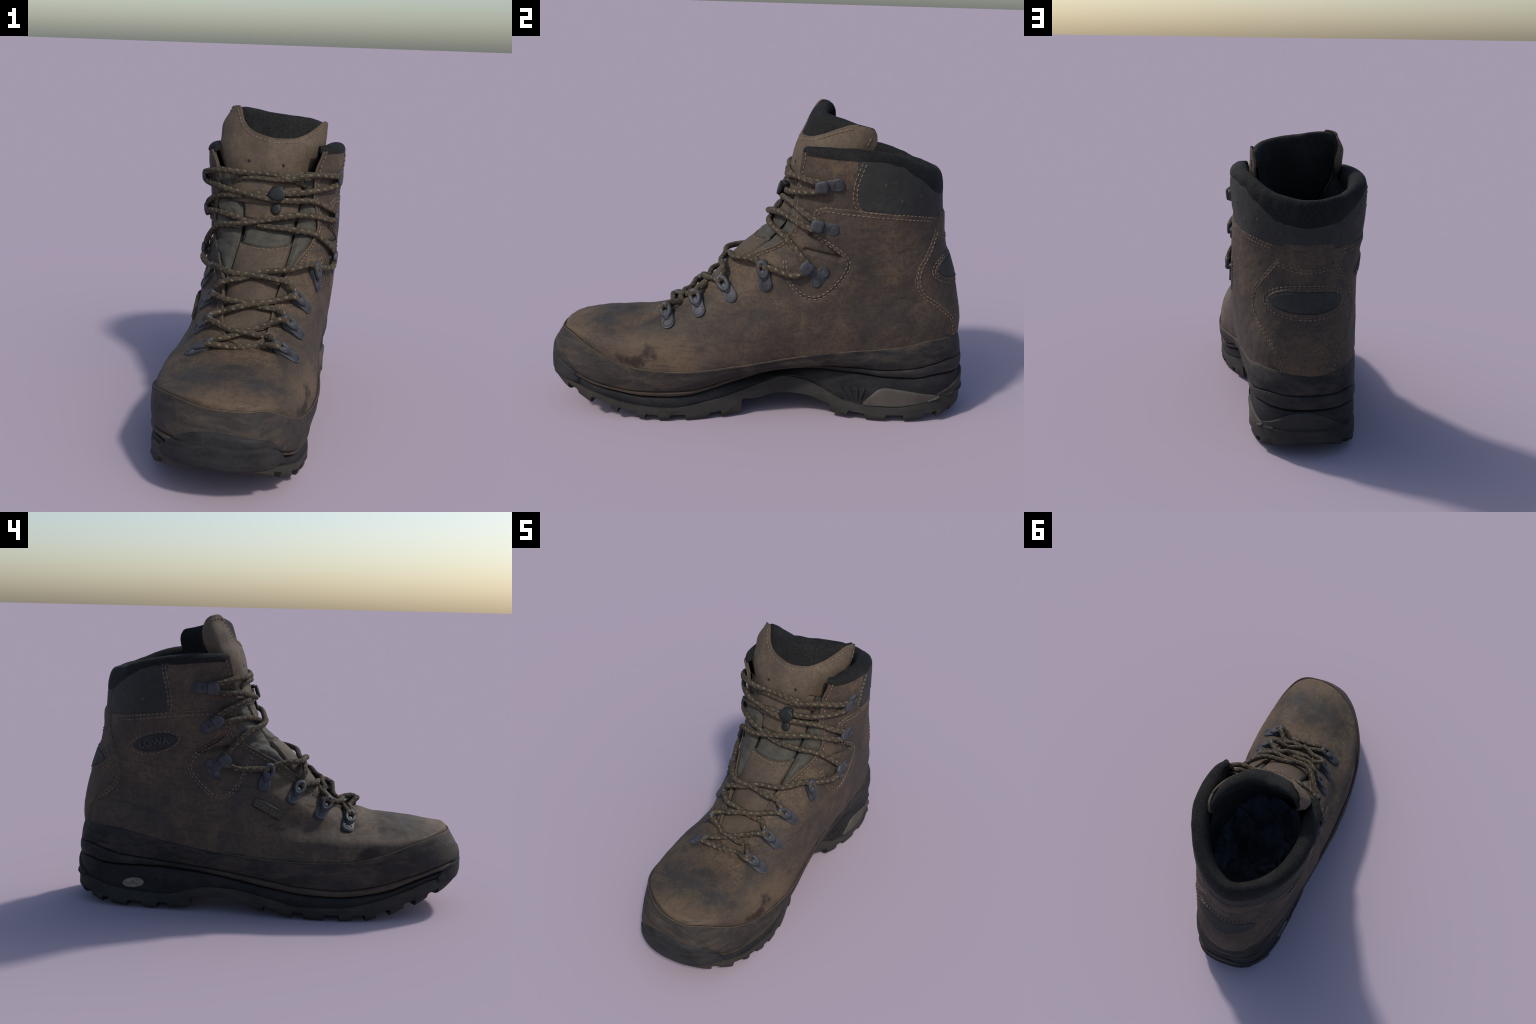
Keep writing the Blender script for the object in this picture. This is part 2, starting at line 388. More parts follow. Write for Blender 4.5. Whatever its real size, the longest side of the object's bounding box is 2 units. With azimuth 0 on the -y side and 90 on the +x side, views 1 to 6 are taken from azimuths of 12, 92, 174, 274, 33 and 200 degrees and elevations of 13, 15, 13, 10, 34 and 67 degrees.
def body_grid(nr, nu, r0, r1):
    r = np.linspace(r0, r1, nr)[:, None] + np.zeros((1, nu))
    u = np.linspace(0, 1, nu, endpoint=False)[None] + np.zeros((nr, 1))
    return S(u, r)

_G = body_grid(200, 360, 0, NRING - 1)
_F = grid_faces(200, 360, True)
BVH = BVHTree.FromPolygons([Vector(p) for p in _G.reshape(-1, 3)], _F)
_C = np.array([0.0, 0.1, 0.6])

def out_normal(n, p):
    """Make a hit normal point away from the boot's inside."""
    c = Vector((0.03, min(max(p[1], -0.7), 0.45), min(max(p[2] - 0.02, 0.25), 1.1) if p[1] > -0.2 else 0.25))
    return n if n.dot(Vector(p) - c) > 0 else -n

def hit(origin, direction):
    h = BVH.ray_cast(Vector(origin), Vector(direction).normalized())
    if h[0] is None:
        h = BVH.find_nearest(Vector(origin) + Vector(direction).normalized() * (Vector(origin).length))
    return np.array(h[0]), np.array(out_normal(h[1], h[0]))

def from_side(sgn):
    return lambda y, z: hit((sgn * 2.0, y, z), (-sgn, 0, 0))

AX = 0.45
def polar(deg, z):
    """Angle 0 looks at the heel, +90 at the +x side."""
    a = math.radians(deg)
    d = Vector((math.sin(a), math.cos(a), 0))
    return hit(Vector((0, AX, z)) + d * 2.5, -d)

def nearest(p):
    h = BVH.find_nearest(Vector(p))
    return np.array(h[0]), np.array(out_normal(h[1], h[0]))

# ------------------------------------------------------------------ seams (3D polylines snapped on the body)
SEAMS = {}
def seam(name, pts, proj, n=90, closed=False):
    c = through(pts, n, closed)
    q = [proj(*p) for p in c]
    SEAMS[name] = (np.array([a for a, _ in q]), np.array([b for _, b in q]), closed)
R, L = from_side(1), from_side(-1)

GREY_LOW_R = [(0.447, 1.262), (0.430, 1.205), (0.418, 1.147), (0.419, 1.096), (0.440, 1.055), (0.480, 1.034)]
counter_r = lut([(0.40, 15.5), (0.49, 19.5), (0.574, 29), (0.647, 40.5), (0.70, 43.5), (0.75, 42), (0.81, 35), (0.915, 22.5), (1.0, 16.5)])
counter_l = lut([(0.40, -14.5), (0.50, -20), (0.565, -30), (0.62, -37), (0.68, -40), (0.74, -38), (0.81, -31), (0.91, -21.5), (1.0, -17)])
seam('ankle_r', [(0.235, 1.000), (0.250, 1.022), (0.285, 1.037), (0.357, 1.037), (0.467, 1.030)], R)
seam('ankle_l', [(0.190, 0.935), (0.200, 0.985), (0.240, 1.008), (0.35, 1.010), (0.460, 1.000)], L)

# ------------------------------------------------------------------ relief on the leather: seams sink, folds and creases dent
quarter_top_r = lut([(0.1, 1.0), (0.235, 1.0), (0.27, 1.034), (0.36, 1.037), (0.47, 1.031), (0.675, 1.004), (0.80, 0.982), (1.0, 0.96)])
quarter_top_l = lut([(0.1, 0.95), (0.195, 0.95), (0.24, 1.005), (0.46, 1.0), (0.57, 0.988), (0.80, 0.968), (1.0, 0.96)])
patch_r = [(0.063, 0.804), (0.108, 0.786), (0.123, 0.712), (0.172, 0.646), (0.246, 0.620), (0.318, 0.650), (0.400, 0.760), (0.404, 0.805), (0.342, 0.867), (0.233, 0.924)]
patch_l = [(0.203, 0.943), (0.216, 0.890), (0.327, 0.818), (0.381, 0.739), (0.350, 0.673), (0.238, 0.586), (0.172, 0.602), (0.100, 0.712), (0.070, 0.785)]
notch_r = [(0.225, 0.916), (0.300, 0.866), (0.359, 0.818)]
notch_r2 = [(0.359, 0.818), (0.290, 0.833), (0.205, 0.845)]
notch_l = [(0.215, 0.885), (0.290, 0.835), (0.335, 0.812), (0.270, 0.822), (0.190, 0.832)]
seam('patch_r', patch_r, R, 160); seam('patch_l', patch_l, L, 160)
seam('notch_r', notch_r, R); seam('notch_r2', notch_r2, R); seam('notch_l', notch_l, L)

def relief(P, N):
    """Displacement along the normal, for leather vertices P (n,3)."""
    x, y, z = P.T
    d = 0.0035 * fbm(P, 5.5, 3, 1.3) + 0.0016 * fbm(P, 22, 2, 4.1)
    qt = np.where(x > 0, quarter_top_r(y), quarter_top_l(y))
    d += 0.006 * smooth01((qt - z) / 0.006 + 0.5) * smooth01((y - 0.19) / 0.03)
    for name, depth, width in (('patch_r', 0.0045, 0.008), ('patch_l', 0.0045, 0.008), ('notch_r', 0.020, 0.009), ('notch_r2', 0.018, 0.009), ('notch_l', 0.020, 0.009)):
        pts = SEAMS[name][0]
        kd = KDTree(len(pts))
        for i, p in enumerate(pts):
            kd.insert(p, i)
        kd.balance()
        lo, hi = pts.min(0) - 0.05, pts.max(0) + 0.05
        sel = np.nonzero(((P > lo) & (P < hi)).all(1))[0]
        for i in sel:
            dd = kd.find(P[i])[2]
            d[i] -= depth * math.exp(-(dd / width) ** 2)
    # creases across the vamp and along the heel
    d -= 0.003 * np.exp(-((y + 0.545 + 0.10 * np.abs(x - 0.04)) / 0.025) ** 2) * smooth01((z - 0.36) / 0.08) * (y < -0.4)
    d += 0.004 * np.exp(-((y + 0.47) / 0.03) ** 2) * smooth01((z - 0.38) / 0.08) * (y < -0.3)
    return d

# ------------------------------------------------------------------ upper: vamp and quarters, open at the throat
edge_r = lut([(4.10, 0.046), (4.16, 0.100), (4.30, 0.138), (5.0, 0.142), (5.5, 0.155), (6.0, 0.200), (6.35, 0.240), (7, 0.262), (7.6, 0.250), (8, 0.238), (9, 0.240), (9.6, 0.262), (10, 0.275)])
edge_l = lut([(4.10, 0.044), (4.16, -0.010), (4.30, -0.060), (5.0, -0.100), (5.5, -0.130), (6.0, -0.185), (6.35, -0.220), (7, -0.228), (7.6, -0.220), (8, -0.216), (9, -0.232), (9.6, -0.258), (10, -0.275)])
# z where the leather ends and the padded collar begins, by polar angle
collar_low = lut([(-150, 1.250), (-125, 1.248), (-93, 1.232), (-75, 1.218), (-57, 1.188), (-40, 1.140), (-20, 1.082), (0, 1.066), (15, 1.078), (30, 1.115), (45, 1.175), (61, 1.225), (78, 1.251), (97, 1.258), (125, 1.267), (150, 1.272)])
collar_top = lut([(-150, 1.282), (-125, 1.288), (-93, 1.279), (-66, 1.256), (-45, 1.228), (-25, 1.204), (0, 1.196), (25, 1.215), (45, 1.248), (65, 1.283), (83, 1.298), (105, 1.306), (130, 1.305), (150, 1.300)])

def u_at_x(r, xt, side):
    """u on ring coordinate r (array) where the body's x equals xt, near the front, on +x or -x side."""
    t = np.linspace(0, 0.42, 220)
    uu = t if side > 0 else 1 - t
    X = S(uu[None] + np.zeros((len(r), 1)), r[:, None] + np.zeros((1, len(t))))[..., 0]
    out = np.zeros(len(r))
    for i in range(len(r)):
        ok = np.nonzero((X[i] >= xt[i]) if side > 0 else (X[i] <= xt[i]))[0]
        j = ok[0] if len(ok) else len(t) - 1
        if j == 0:
            out[i] = uu[0]
        else:
            a, b = X[i, j - 1], X[i, j]
            w = (xt[i] - a) / (b - a + 1e-12)
            out[i] = uu[j - 1] + (uu[j] - uu[j - 1]) * np.clip(w, 0, 1)
    return out

def upper():
    rows = np.concatenate([np.linspace(0.6, 4.10, 105), np.linspace(4.11, 4.4, 14), np.linspace(4.43, 10, 150)])
    nc = 420
    ur = np.where(rows > 4.105, u_at_x(rows, edge_r(rows), 1), 0.0)
    ul = np.where(rows > 4.105, u_at_x(rows, edge_l(rows), -1), 1.0)
    # columns a little denser at the toe side
    j = np.linspace(0, 1, nc)
    u = ur[:, None] + (ul - ur)[:, None] * j[None]
    rr = rows[:, None] + np.zeros((1, nc))
    P = S(u, rr)
    # pull the upper rows down so that the top edge follows the collar line
    ang = np.degrees(np.arctan2(P[..., 0], P[..., 1] - AX))
    ztop = collar_low(ang[-1]) + 0.012
    rcut = np.array([np.interp(ztop[c], P[:, c, 2], rows) for c in range(nc)])
    k0 = np.searchsorted(rows, 7.0)
    s = (rows[k0:] - 7.0) / 3.0
    rr[k0:] = 7.0 + s[:, None] * (rcut[None] - 7.0)
    # re-solve the throat edge for the moved rows
    for c in range(nc):
        ur2 = np.interp(rr[k0:, c], rows, ur); ul2 = np.interp(rr[k0:, c], rows, ul)
        u[k0:, c] = ur2 + (ul2 - ur2) * j[c]
    P = S(u, rr)
    N = grid_normals(P)
    flat, nf = P.reshape(-1, 3), N.reshape(-1, 3)
    cen = np.stack([np.full(len(flat), 0.03), np.clip(flat[:, 1], -0.6, 0.45), np.minimum(flat[:, 2] - 0.03, 1.1)], 1)
    if ((flat - cen) * nf).sum() < 0:
        nf = -nf
    d = relief(flat, nf) + 0.001
    # throat edges lift a little over the tongue
    jj = np.minimum(j, 1 - j)[None] * (rows > 4.12)[:, None] + (rows <= 4.12)[:, None]
    d += 0.012 * np.exp(-(jj.reshape(-1) / 0.020) ** 2)
    V = flat + nf * d[:, None]
    # wall of the cut edge: inner rim 16 mm below the surface
    nr = len(rows)
    faces = grid_faces(nr, nc)
    k1 = np.searchsorted(rows, 4.10)
    inner = []
    Vg, Ng = V.reshape(nr, nc, 3), nf.reshape(nr, nc, 3)
    V = list(V)
    for c, step in ((0, 1), (nc - 1, -1)):
        base = len(V)
        for i in range(k1, nr):
            V.append(Vg[i, c] - Ng[i, c] * 0.020)
        for i in range(k1, nr - 1):
            faces.append((i * nc + c, (i + 1) * nc + c, base + i + 1 - k1, base + i - k1))
    ob = add('upper', V, faces, LEATHER)
    return Vg, Ng, rows
UG, UN, UROWS = upper()

# dark inner shell so that no light leaks through the throat
def inner_shell():
    P = body_grid(90, 160, 3.0, 9.0)
    N = grid_normals(P, True)
    cen = np.array([0.03, 0.2, 0.6])
    if ((P - cen) * N).sum() < 0:
        N = -N
    add('inner_shell', (P - N * 0.030).reshape(-1, 3), grid_faces(90, 160, True), LINING)
inner_shell()

# ------------------------------------------------------------------ overlay panels
def panel(name, mat, A, B, proj, lift=0.006, n=60, m=60, rim=0.10, parent=None, bulge=0.0, rough=0.0, smooth_curves=True):
    """A skin stretched between two curves A and B (control points in projector coordinates) with a rounded, raised edge."""
    a, b = (through(A, n), through(B, n)) if smooth_curves else (np.array(A), np.array(B))
    n = len(a)
    t = np.linspace(0, 1, m)
    V = np.zeros((m + 2, n + 2, 3)); P = np.zeros((m, n, 3)); Nn = np.zeros((m, n, 3))
    for i in range(m):
        for j in range(n):
            q = a[j] * (1 - t[i]) + b[j] * t[i]
            P[i, j], Nn[i, j] = proj(*q)
    si = np.minimum(np.arange(m), np.arange(m)[::-1]) / (m - 1)
    sj = np.minimum(np.arange(n), np.arange(n)[::-1]) / (n - 1)
    e = np.minimum(si[:, None] / rim, sj[None] / rim)
    h = lift * (0.55 + 0.45 * smooth01(e)) + bulge * smooth01(e / 4)
    if rough:
        h = h + rough * fbm(P.reshape(-1, 3), 16, 3, 2.2).reshape(m, n)
    body = P + Nn * h[..., None]
    V[1:-1, 1:-1] = body
    low = P - Nn * 0.008
    V[0, 1:-1], V[-1, 1:-1], V[1:-1, 0], V[1:-1, -1] = low[0], low[-1], low[:, 0], low[:, -1]
    V[0, 0], V[0, -1], V[-1, 0], V[-1, -1] = low[0, 0], low[0, -1], low[-1, 0], low[-1, -1]
    return add(name, V.reshape(-1, 3), grid_faces(m + 2, n + 2), mat, angle=50, parent=parent)

# grey collar panel: wraps the ankle from one side round the heel to the other
gl = lut([(-90, 1.00), (-86, 0.995), (-78, 0.992), (-45, 0.985), (-20, 0.968), (0, 0.965), (20, 0.975), (45, 1.000), (75, 1.024), (88, 1.034), (95, 1.055)])
def collar_panel():
    ang = np.linspace(-86, 95.5, 170)
    low = gl(ang)
    low += 0.045 * np.clip(1 - (95.5 - ang) / 7.0, 0, 1) ** 2 + 0.03 * np.clip(1 - (ang + 86) / 6.0, 0, 1) ** 2
    top = collar_low(ang) + 0.008
    bend = lambda t: 3.0 * np.sin(np.pi * t)
    A = np.stack([ang, low], 1); B = np.stack([ang, top], 1)
    panel('collar_panel', GREY, A, B, polar, 0.005, m=34, rim=0.03, rough=0.0015, smooth_curves=False)
collar_panel()

def heel_counter():
    z = np.linspace(0.385, 0.995, 80)
    A = np.stack([counter_r(z), z], 1); B = np.stack([counter_l(z), z], 1)
    panel('heel_counter', LEATHER, A, B, polar, 0.013, m=80, rim=0.03, rough=0.002, smooth_curves=False)
heel_counter()

# ------------------------------------------------------------------ padded collar roll and lining
def collar():
    na = 200
    V = []
    angs = np.linspace(136, -136, na)
    sec = 26
    for a in angs:
        end = smooth01((136 - abs(a)) / 22)
        zl, zt = float(collar_low(a)), float(collar_top(a))
        p, nrm = polar(a, zl - 0.004)
        nrm[2] = 0; nrm /= np.linalg.norm(nrm)
        th = 0.052 + 0.038 * end
        back = math.exp(-(a / 38) ** 2)
        for i in range(sec):
            s = i / (sec - 1)
            if s < 0.62:          # outer wall over the top to the inside
                ph = math.pi * s / 0.62
                e = 0.92
                cx = math.copysign(abs(math.cos(ph)) ** e, math.cos(ph)); sx = math.sin(ph) ** e
                inward = th * 0.5 * (1 - cx)
                up = (zt - zl) * sx
                if ph > math.pi / 2:
                    up = (zt - zl) - ((zt - zl) * 0.75 + 0.03) * (1 - sx)
                d = inward - 0.006 * math.sin(ph) * (1 - s)
                z = zl + up
            else:                  # lining down the inside
                q = (s - 0.62) / 0.38
                zi = zl + (zt - zl) - ((zt - zl) * 0.75 + 0.03)
                d = th - 0.022 * q
                z = zi + (0.72 - zi) * q
            V.append(p - nrm * (d - 0.004 * (1 - min(1, s / 0.25))) + np.array([0, 0, z - p[2]]))
    V = np.array(V)
    g = V.reshape(na, sec, 3)
    V += 0.0025 * np.stack([fbm(V, 14, 3, 5.0)] * 3, 1) * np.array([1, 1, 1.0])
    g = V.reshape(na, sec, 3)
    cut = int(sec * 0.66)
    faces = grid_faces(na, cut + 1)
    roll = g[:, :cut + 1]
    verts = list(roll.reshape(-1, 3))
    for row, flip in ((0, 1), (na - 1, 0)):       # closed front ends
        c = roll[row].mean(0); verts.append(c); k = len(verts) - 1
        for i in range(cut):
            faces.append((row * (cut + 1) + i, row * (cut + 1) + i + 1, k))
    add('collar', verts, faces, COLLAR)
    lin = g[:, cut:]
    add('lining', lin.reshape(-1, 3), grid_faces(na, lin.shape[1]), LINING)
collar()

# crumpled cloth stuffed in the opening
def cloth():
    n = 120
    t = np.linspace(-1, 1, n)
    X, Y = np.meshgrid(t, t)
    a, b = X * np.sqrt(1 - Y * Y / 2), Y * np.sqrt(1 - X * X / 2)
    x = 0.0 + a * 0.262; y = 0.47 + b * 0.30
    z = 0.775 + 0.16 * smooth01(x / 0.16) + 0.07 * smooth01((-0.10 - x) / 0.12) + 0.20 * smooth01((0.35 - y) / 0.16)
    P = np.stack([x, y, z], -1).reshape(-1, 3)
    f = np.array([abs(noise.noise(Vector((p[0] * 5 + 1.5 * noise.noise(Vector(p) * 3), p[1] * 7, 0.3)))) for p in P])
    g = np.array([noise.noise(Vector((p[0] * 11, p[1] * 13, 3.3))) for p in P])
    P[:, 2] += 0.13 * (0.30 - np.sqrt(f) * 0.6) + 0.025 * g
    P[:, 2] += 0.022 * np.abs(np.sin(13 * (0.6 * P[:, 0] + P[:, 1]) + 5 * g)) + 0.015 * np.abs(np.sin(19 * (P[:, 0] - 0.5 * P[:, 1]) + 6 * g))
    add('crumpled_cloth', P, grid_faces(n, n), CLOTH)
cloth()

# ------------------------------------------------------------------ tongue
def strip(name, mat, r0, r1, xl, xr, lift, nr=60, nc=40, bulge=0.0, fold=0.0, seed=0.0, rim=0.08):
    """A skin over the body's front between ring coordinates and side positions x(r)."""
    r = np.linspace(r0, r1, nr)
    ua = u_at_x(r, xl(r), -1) - 1; ub_neg = u_at_x(r, xr(r), 1)
    # x limits may both be on one side: pick the right branch
    fx = S(np.zeros(nr), r)[:, 0]
    left_on_right = xl(r) > fx; right_on_left = xr(r) < fx
    ua = np.where(left_on_right, u_at_x(r, xl(r), 1), ua)
    ub = np.where(right_on_left, u_at_x(r, xr(r), -1) - 1, ub_neg)
    t = np.linspace(0, 1, nc)
    u = ua[:, None] + (ub - ua)[:, None] * t[None]
    P = S(np.mod(u, 1.0), r[:, None] + np.zeros((1, nc)))
    N = grid_normals(P)
    if (N[..., 1]).mean() > 0:
        N = -N
    si = np.minimum(np.arange(nr), np.arange(nr)[::-1]) / (nr - 1)
    sj = np.minimum(t, 1 - t)
    e = np.minimum(si[:, None] / rim, sj[None] / rim)
    h = lift - 0.012 * (1 - smooth01(e)) + bulge * smooth01(e / 4)
    fl = P.reshape(-1, 3)
    h = h + (0.003 * fbm(fl, 9, 3, seed) + fold * fbm(fl * np.array([0.6, 1, 1.6]), 10, 3, seed + 3)).reshape(nr, nc)
    V = np.zeros((nr + 2, nc + 2, 3))
    V[1:-1, 1:-1] = P + N * h[..., None]
    low = P - N * 0.022
    V[0, 1:-1], V[-1, 1:-1], V[1:-1, 0], V[1:-1, -1] = low[0], low[-1], low[:, 0], low[:, -1]
    V[0, 0], V[0, -1], V[-1, 0], V[-1, -1] = low[0, 0], low[0, -1], low[-1, 0], low[-1, -1]
    return add(name, V.reshape(-1, 3), grid_faces(nr + 2, nc + 2), mat)

t_r = lut([(4.0, 0.150), (5.0, 0.150), (5.6, 0.155), (6.2, 0.166), (7, 0.176), (8, 0.184), (9.2, 0.19)])
t_l = lut([(4.0, -0.09), (5.0, -0.11), (5.6, -0.105), (6.2, -0.093), (7, -0.082), (7.6, -0.088), (8, -0.11), (9.2, -0.16)])
strip('tongue', LEATHER_PLAIN, 4.02, 6.62, t_l, t_r, -0.007, 90, 50, bulge=0.006, seed=2.0, rim=0.05)
strip('tongue_fold', GUSSET, 6.56, 7.36, lambda r: t_l(r) + 0.012, lambda r: t_r(r) - 0.008, -0.008, 40, 50, bulge=0.004, fold=0.010, seed=5.0)
strip('tongue_middle', LEATHER_PLAIN, 7.30, 9.0, t_l, t_r, -0.006, 70, 50, bulge=0.004, seed=7.0, rim=0.05)
strip('gusset', GUSSET, 5.35, 9.0, lambda r: t_r(r) + 0.004, lambda r: edge_r(r) + 0.022, -0.006, 90, 30, bulge=0.014, fold=0.014, seed=11.0, rim=0.16)
strip('gusset', GUSSET, 5.0, 9.0, lambda r: edge_l(r) - 0.022, lambda r: t_l(r) - 0.004, -0.006, 90, 30, bulge=0.028, fold=0.018, seed=14.0, rim=0.16)

# free upper end of the tongue: leather front, padded black back, two wings
yc = lut([(1.00, 0.082), (1.06, 0.099), (1.12, 0.118), (1.18, 0.131), (1.24, 0.140), (1.29, 0.154), (1.34, 0.178), (1.40, 0.196), (1.47, 0.218)])
def tongue_point(a, z):
    """a in -1..1 across (left wing to right wing), height z -> outer surface point."""
    if a < 0:
        X = lut([(-1, -0.190), (-0.9, -0.228), (-0.8, -0.238), (-0.6, -0.188), (-0.3, -0.085), (0, 0.01)])(a)
        D = lut([(-1, 0.150), (-0.9, 0.122), (-0.8, 0.092), (-0.6, 0.045), (-0.3, 0.010), (0, 0.0)])(a)
    else:
        X = lut([(0, 0.01), (0.25, 0.090), (0.5, 0.172), (0.7, 0.228), (0.85, 0.246), (1, 0.228)])(a)
        D = lut([(0, 0.0), (0.25, 0.016), (0.5, 0.080), (0.7, 0.170), (0.85, 0.255), (1, 0.335)])(a)
    if a < -0.3:
        X = X * (1 - 0.17 * float(smooth01((z - 1.36) / 0.11)) * min(1.0, (-0.3 - a) / 0.3))
    open_ = 0.72 + 0.28 * float(smooth01((z - 1.05) / 0.25))
    low = float(smooth01((1.24 - z) / 0.2))
    return np.array([X * (open_ - 0.06 * low), float(yc(z)) + D * (0.55 + 0.45 * open_) * (1 - 0.35 * low), z])

leather_top = lut([(-1, 1.335), (-0.95, 1.392), (-0.86, 1.436), (-0.72, 1.461), (-0.60, 1.466), (-0.52, 1.453), (-0.46, 1.424), (-0.40, 1.395), (-0.30, 1.362), (-0.12, 1.340), (0.15, 1.325), (0.35, 1.326), (0.52, 1.345), (0.66, 1.378), (0.78, 1.398), (0.90, 1.388), (0.96, 1.360), (1, 1.315)])
pad_top = lut([(-1, 1.335), (-0.95, 1.390), (-0.86, 1.434), (-0.72, 1.460), (-0.58, 1.466), (-0.30, 1.458), (0, 1.446), (0.35, 1.436), (0.55, 1.425), (0.70, 1.408), (0.80, 1.398), (0.90, 1.386), (0.96, 1.358), (1, 1.312)])

def tongue_top():
    na, nz = 100, 60
    A = np.linspace(-1, 1, na)
    P = np.zeros((nz, na, 3))
    for j, a in enumerate(A):
        for i in range(nz):
            z = 1.03 + (float(leather_top(a)) - 1.03) * i / (nz - 1)
            P[i, j] = tongue_point(a, z)
    N = grid_normals(P)
    if N[..., 1].mean() > 0:
        N = -N
    fl = P.reshape(-1, 3)
    h = 0.006 + (0.004 * fbm(fl, 7, 3, 8.0)).reshape(nz, na)
    out = P + N * h[..., None]
    inn = P - N * 0.006
    V = np.concatenate([out.reshape(-1, 3), inn.reshape(-1, 3)])
    F = grid_faces(nz, na) + grid_faces(nz, na, off=nz * na)
    o = nz * na
    for j in range(na - 1):
        F.append(((nz - 1) * na + j, (nz - 1) * na + j + 1, o + (nz - 1) * na + j + 1, o + (nz - 1) * na + j))
    for i in range(nz - 1):
        for j in (0, na - 1):
            F.append((i * na + j, (i + 1) * na + j, o + (i + 1) * na + j, o + i * na + j))
    add('tongue_top', V, F, TONGUE_TOP, angle=50)
    edge = np.array([tongue_point(a, float(leather_top(a))) for a in A])
    # black padding behind the leather
    sec = 30
    W = np.zeros((sec, na, 3))
    for j, a in enumerate(A):
        zt = float(pad_top(a))
        thick = 0.014 + 0.064 * (1 - abs(a) ** 3)
        mid = tongue_point(a, zt)
        nn = np.array([-1.3 * a, 1.0 - 0.5 * abs(a), 0.0])
        nn /= np.linalg.norm(nn)
        for i in range(sec):
            s = i / (sec - 1)
            if s < 0.35:
                z = 1.05 + (zt - 0.03 - 1.05) * s / 0.35
                W[i, j] = tongue_point(a, z) + nn * 0.004
            elif s < 0.6:
                ph = math.pi * (s - 0.35) / 0.25
                z = zt - 0.03 + 0.03 * math.sin(ph)
                W[i, j] = tongue_point(a, z) + nn * (0.004 + thick * 0.5 * (1 - math.cos(ph)))
            else:
                q = (s - 0.6) / 0.4
                z = zt - 0.03 + (1.02 - zt + 0.03) * q
                W[i, j] = tongue_point(a, z) + nn * (0.004 + thick * (1 + 0.25 * q))
    fl = W.reshape(-1, 3)
    W = fl + 0.004 * np.stack([fbm(fl, 9, 3, 20.0)] * 3, 1)
    add('tongue_padding', W, grid_faces(sec, na), COLLAR)
    return A
tongue_top()

# folded lining that joins the tongue's wings to the collar inside
def inner_gusset(side, deg, z_tongue, z_collar):
    n, m = 24, 24
    V = np.zeros((n, m, 3))
    for i in range(n):
        t = i / (n - 1)
        za, zb = 0.82 + (z_tongue - 0.82) * t, 0.82 + (z_collar - 0.82) * t
        a = tongue_point(side, max(za, 1.0)); a[2] = za
        p, q = polar(deg, 1.15)
        b = p - q * 0.075; b[2] = zb
        for j in range(m):
            w = j / (m - 1)
            V[i, j] = a * (1 - w) + b * w
            V[i, j, 1] -= 0.018 * math.sin(math.pi * w)
            V[i, j, 2] -= 0.03 * math.sin(math.pi * w) * t
    f = V.reshape(-1, 3)
    f = f + 0.010 * np.stack([fbm(f, 12, 3, 31.0 + side)] * 3, 1)
    add('inner_gusset', f, grid_faces(n, m), GUSSET_DARK)
inner_gusset(1, 62, 1.27, 1.16)
inner_gusset(-1, -100, 1.30, 1.17)

# ------------------------------------------------------------------ sole
# plan outlines (toe tip, +x side to the heel, -x side back to the toe) at rand height and at tread height
PLAN_HIGH = [(0.115, -0.988), (0.190, -0.974), (0.254, -0.932), (0.305, -0.852), (0.338, -0.745), (0.350, -0.60), (0.356, -0.44), (0.347, -0.26), (0.308, -0.06), (0.280, 0.14),
             (0.280, 0.36), (0.276, 0.58), (0.257, 0.75), (0.210, 0.875), (0.140, 0.940), (0.06, 0.970), (-0.03, 0.972), (-0.110, 0.952), (-0.182, 0.895),
             (-0.228, 0.80), (-0.264, 0.64), (-0.296, 0.42), (-0.324, 0.20), (-0.349, 0.0), (-0.354, -0.18), (-0.347, -0.37), (-0.323, -0.54), (-0.273, -0.69), (-0.216, -0.81), (-0.152, -0.90), (-0.07, -0.965), (0.03, -0.989)]
PLAN_LOW = [(0.115, -0.978), (0.190, -0.965), (0.252, -0.925), (0.303, -0.848), (0.337, -0.745), (0.349, -0.60), (0.353, -0.44), (0.318, -0.26), (0.252, -0.06), (0.208, 0.12),
            (0.228, 0.34), (0.259, 0.58), (0.250, 0.76), (0.212, 0.890), (0.145, 0.958), (0.06, 0.986), (-0.03, 0.987), (-0.112, 0.970), (-0.185, 0.915),
            (-0.238, 0.81), (-0.266, 0.64), (-0.284, 0.42), (-0.300, 0.20), (-0.330, 0.0), (-0.345, -0.18), (-0.344, -0.37), (-0.321, -0.54), (-0.271, -0.69), (-0.215, -0.81), (-0.152, -0.895), (-0.07, -0.956), (0.03, -0.980)]
NS = 720
HI = through(PLAN_HIGH, NS, True)
LO = through(PLAN_LOW, NS, True)
def plan_normals(C):
    t = np.roll(C, -1, 0) - np.roll(C, 1, 0)
    n = np.stack([-t[:, 1], t[:, 0]], 1)
    n /= np.linalg.norm(n, axis=1, keepdims=True)
    return n * (1 if (n * (C - C.mean(0))).sum() > 0 else -1)
HN, LN = plan_normals(HI), plan_normals(LO)
_in = 0.007 * smooth01((LO[:, 0] - 0.12) / 0.1) * smooth01((LO[:, 1] + 0.75) / 0.2) + 0.002 * smooth01((LO[:, 1] - 0.75) / 0.15)
LO = LO - LN * _in[:, None]

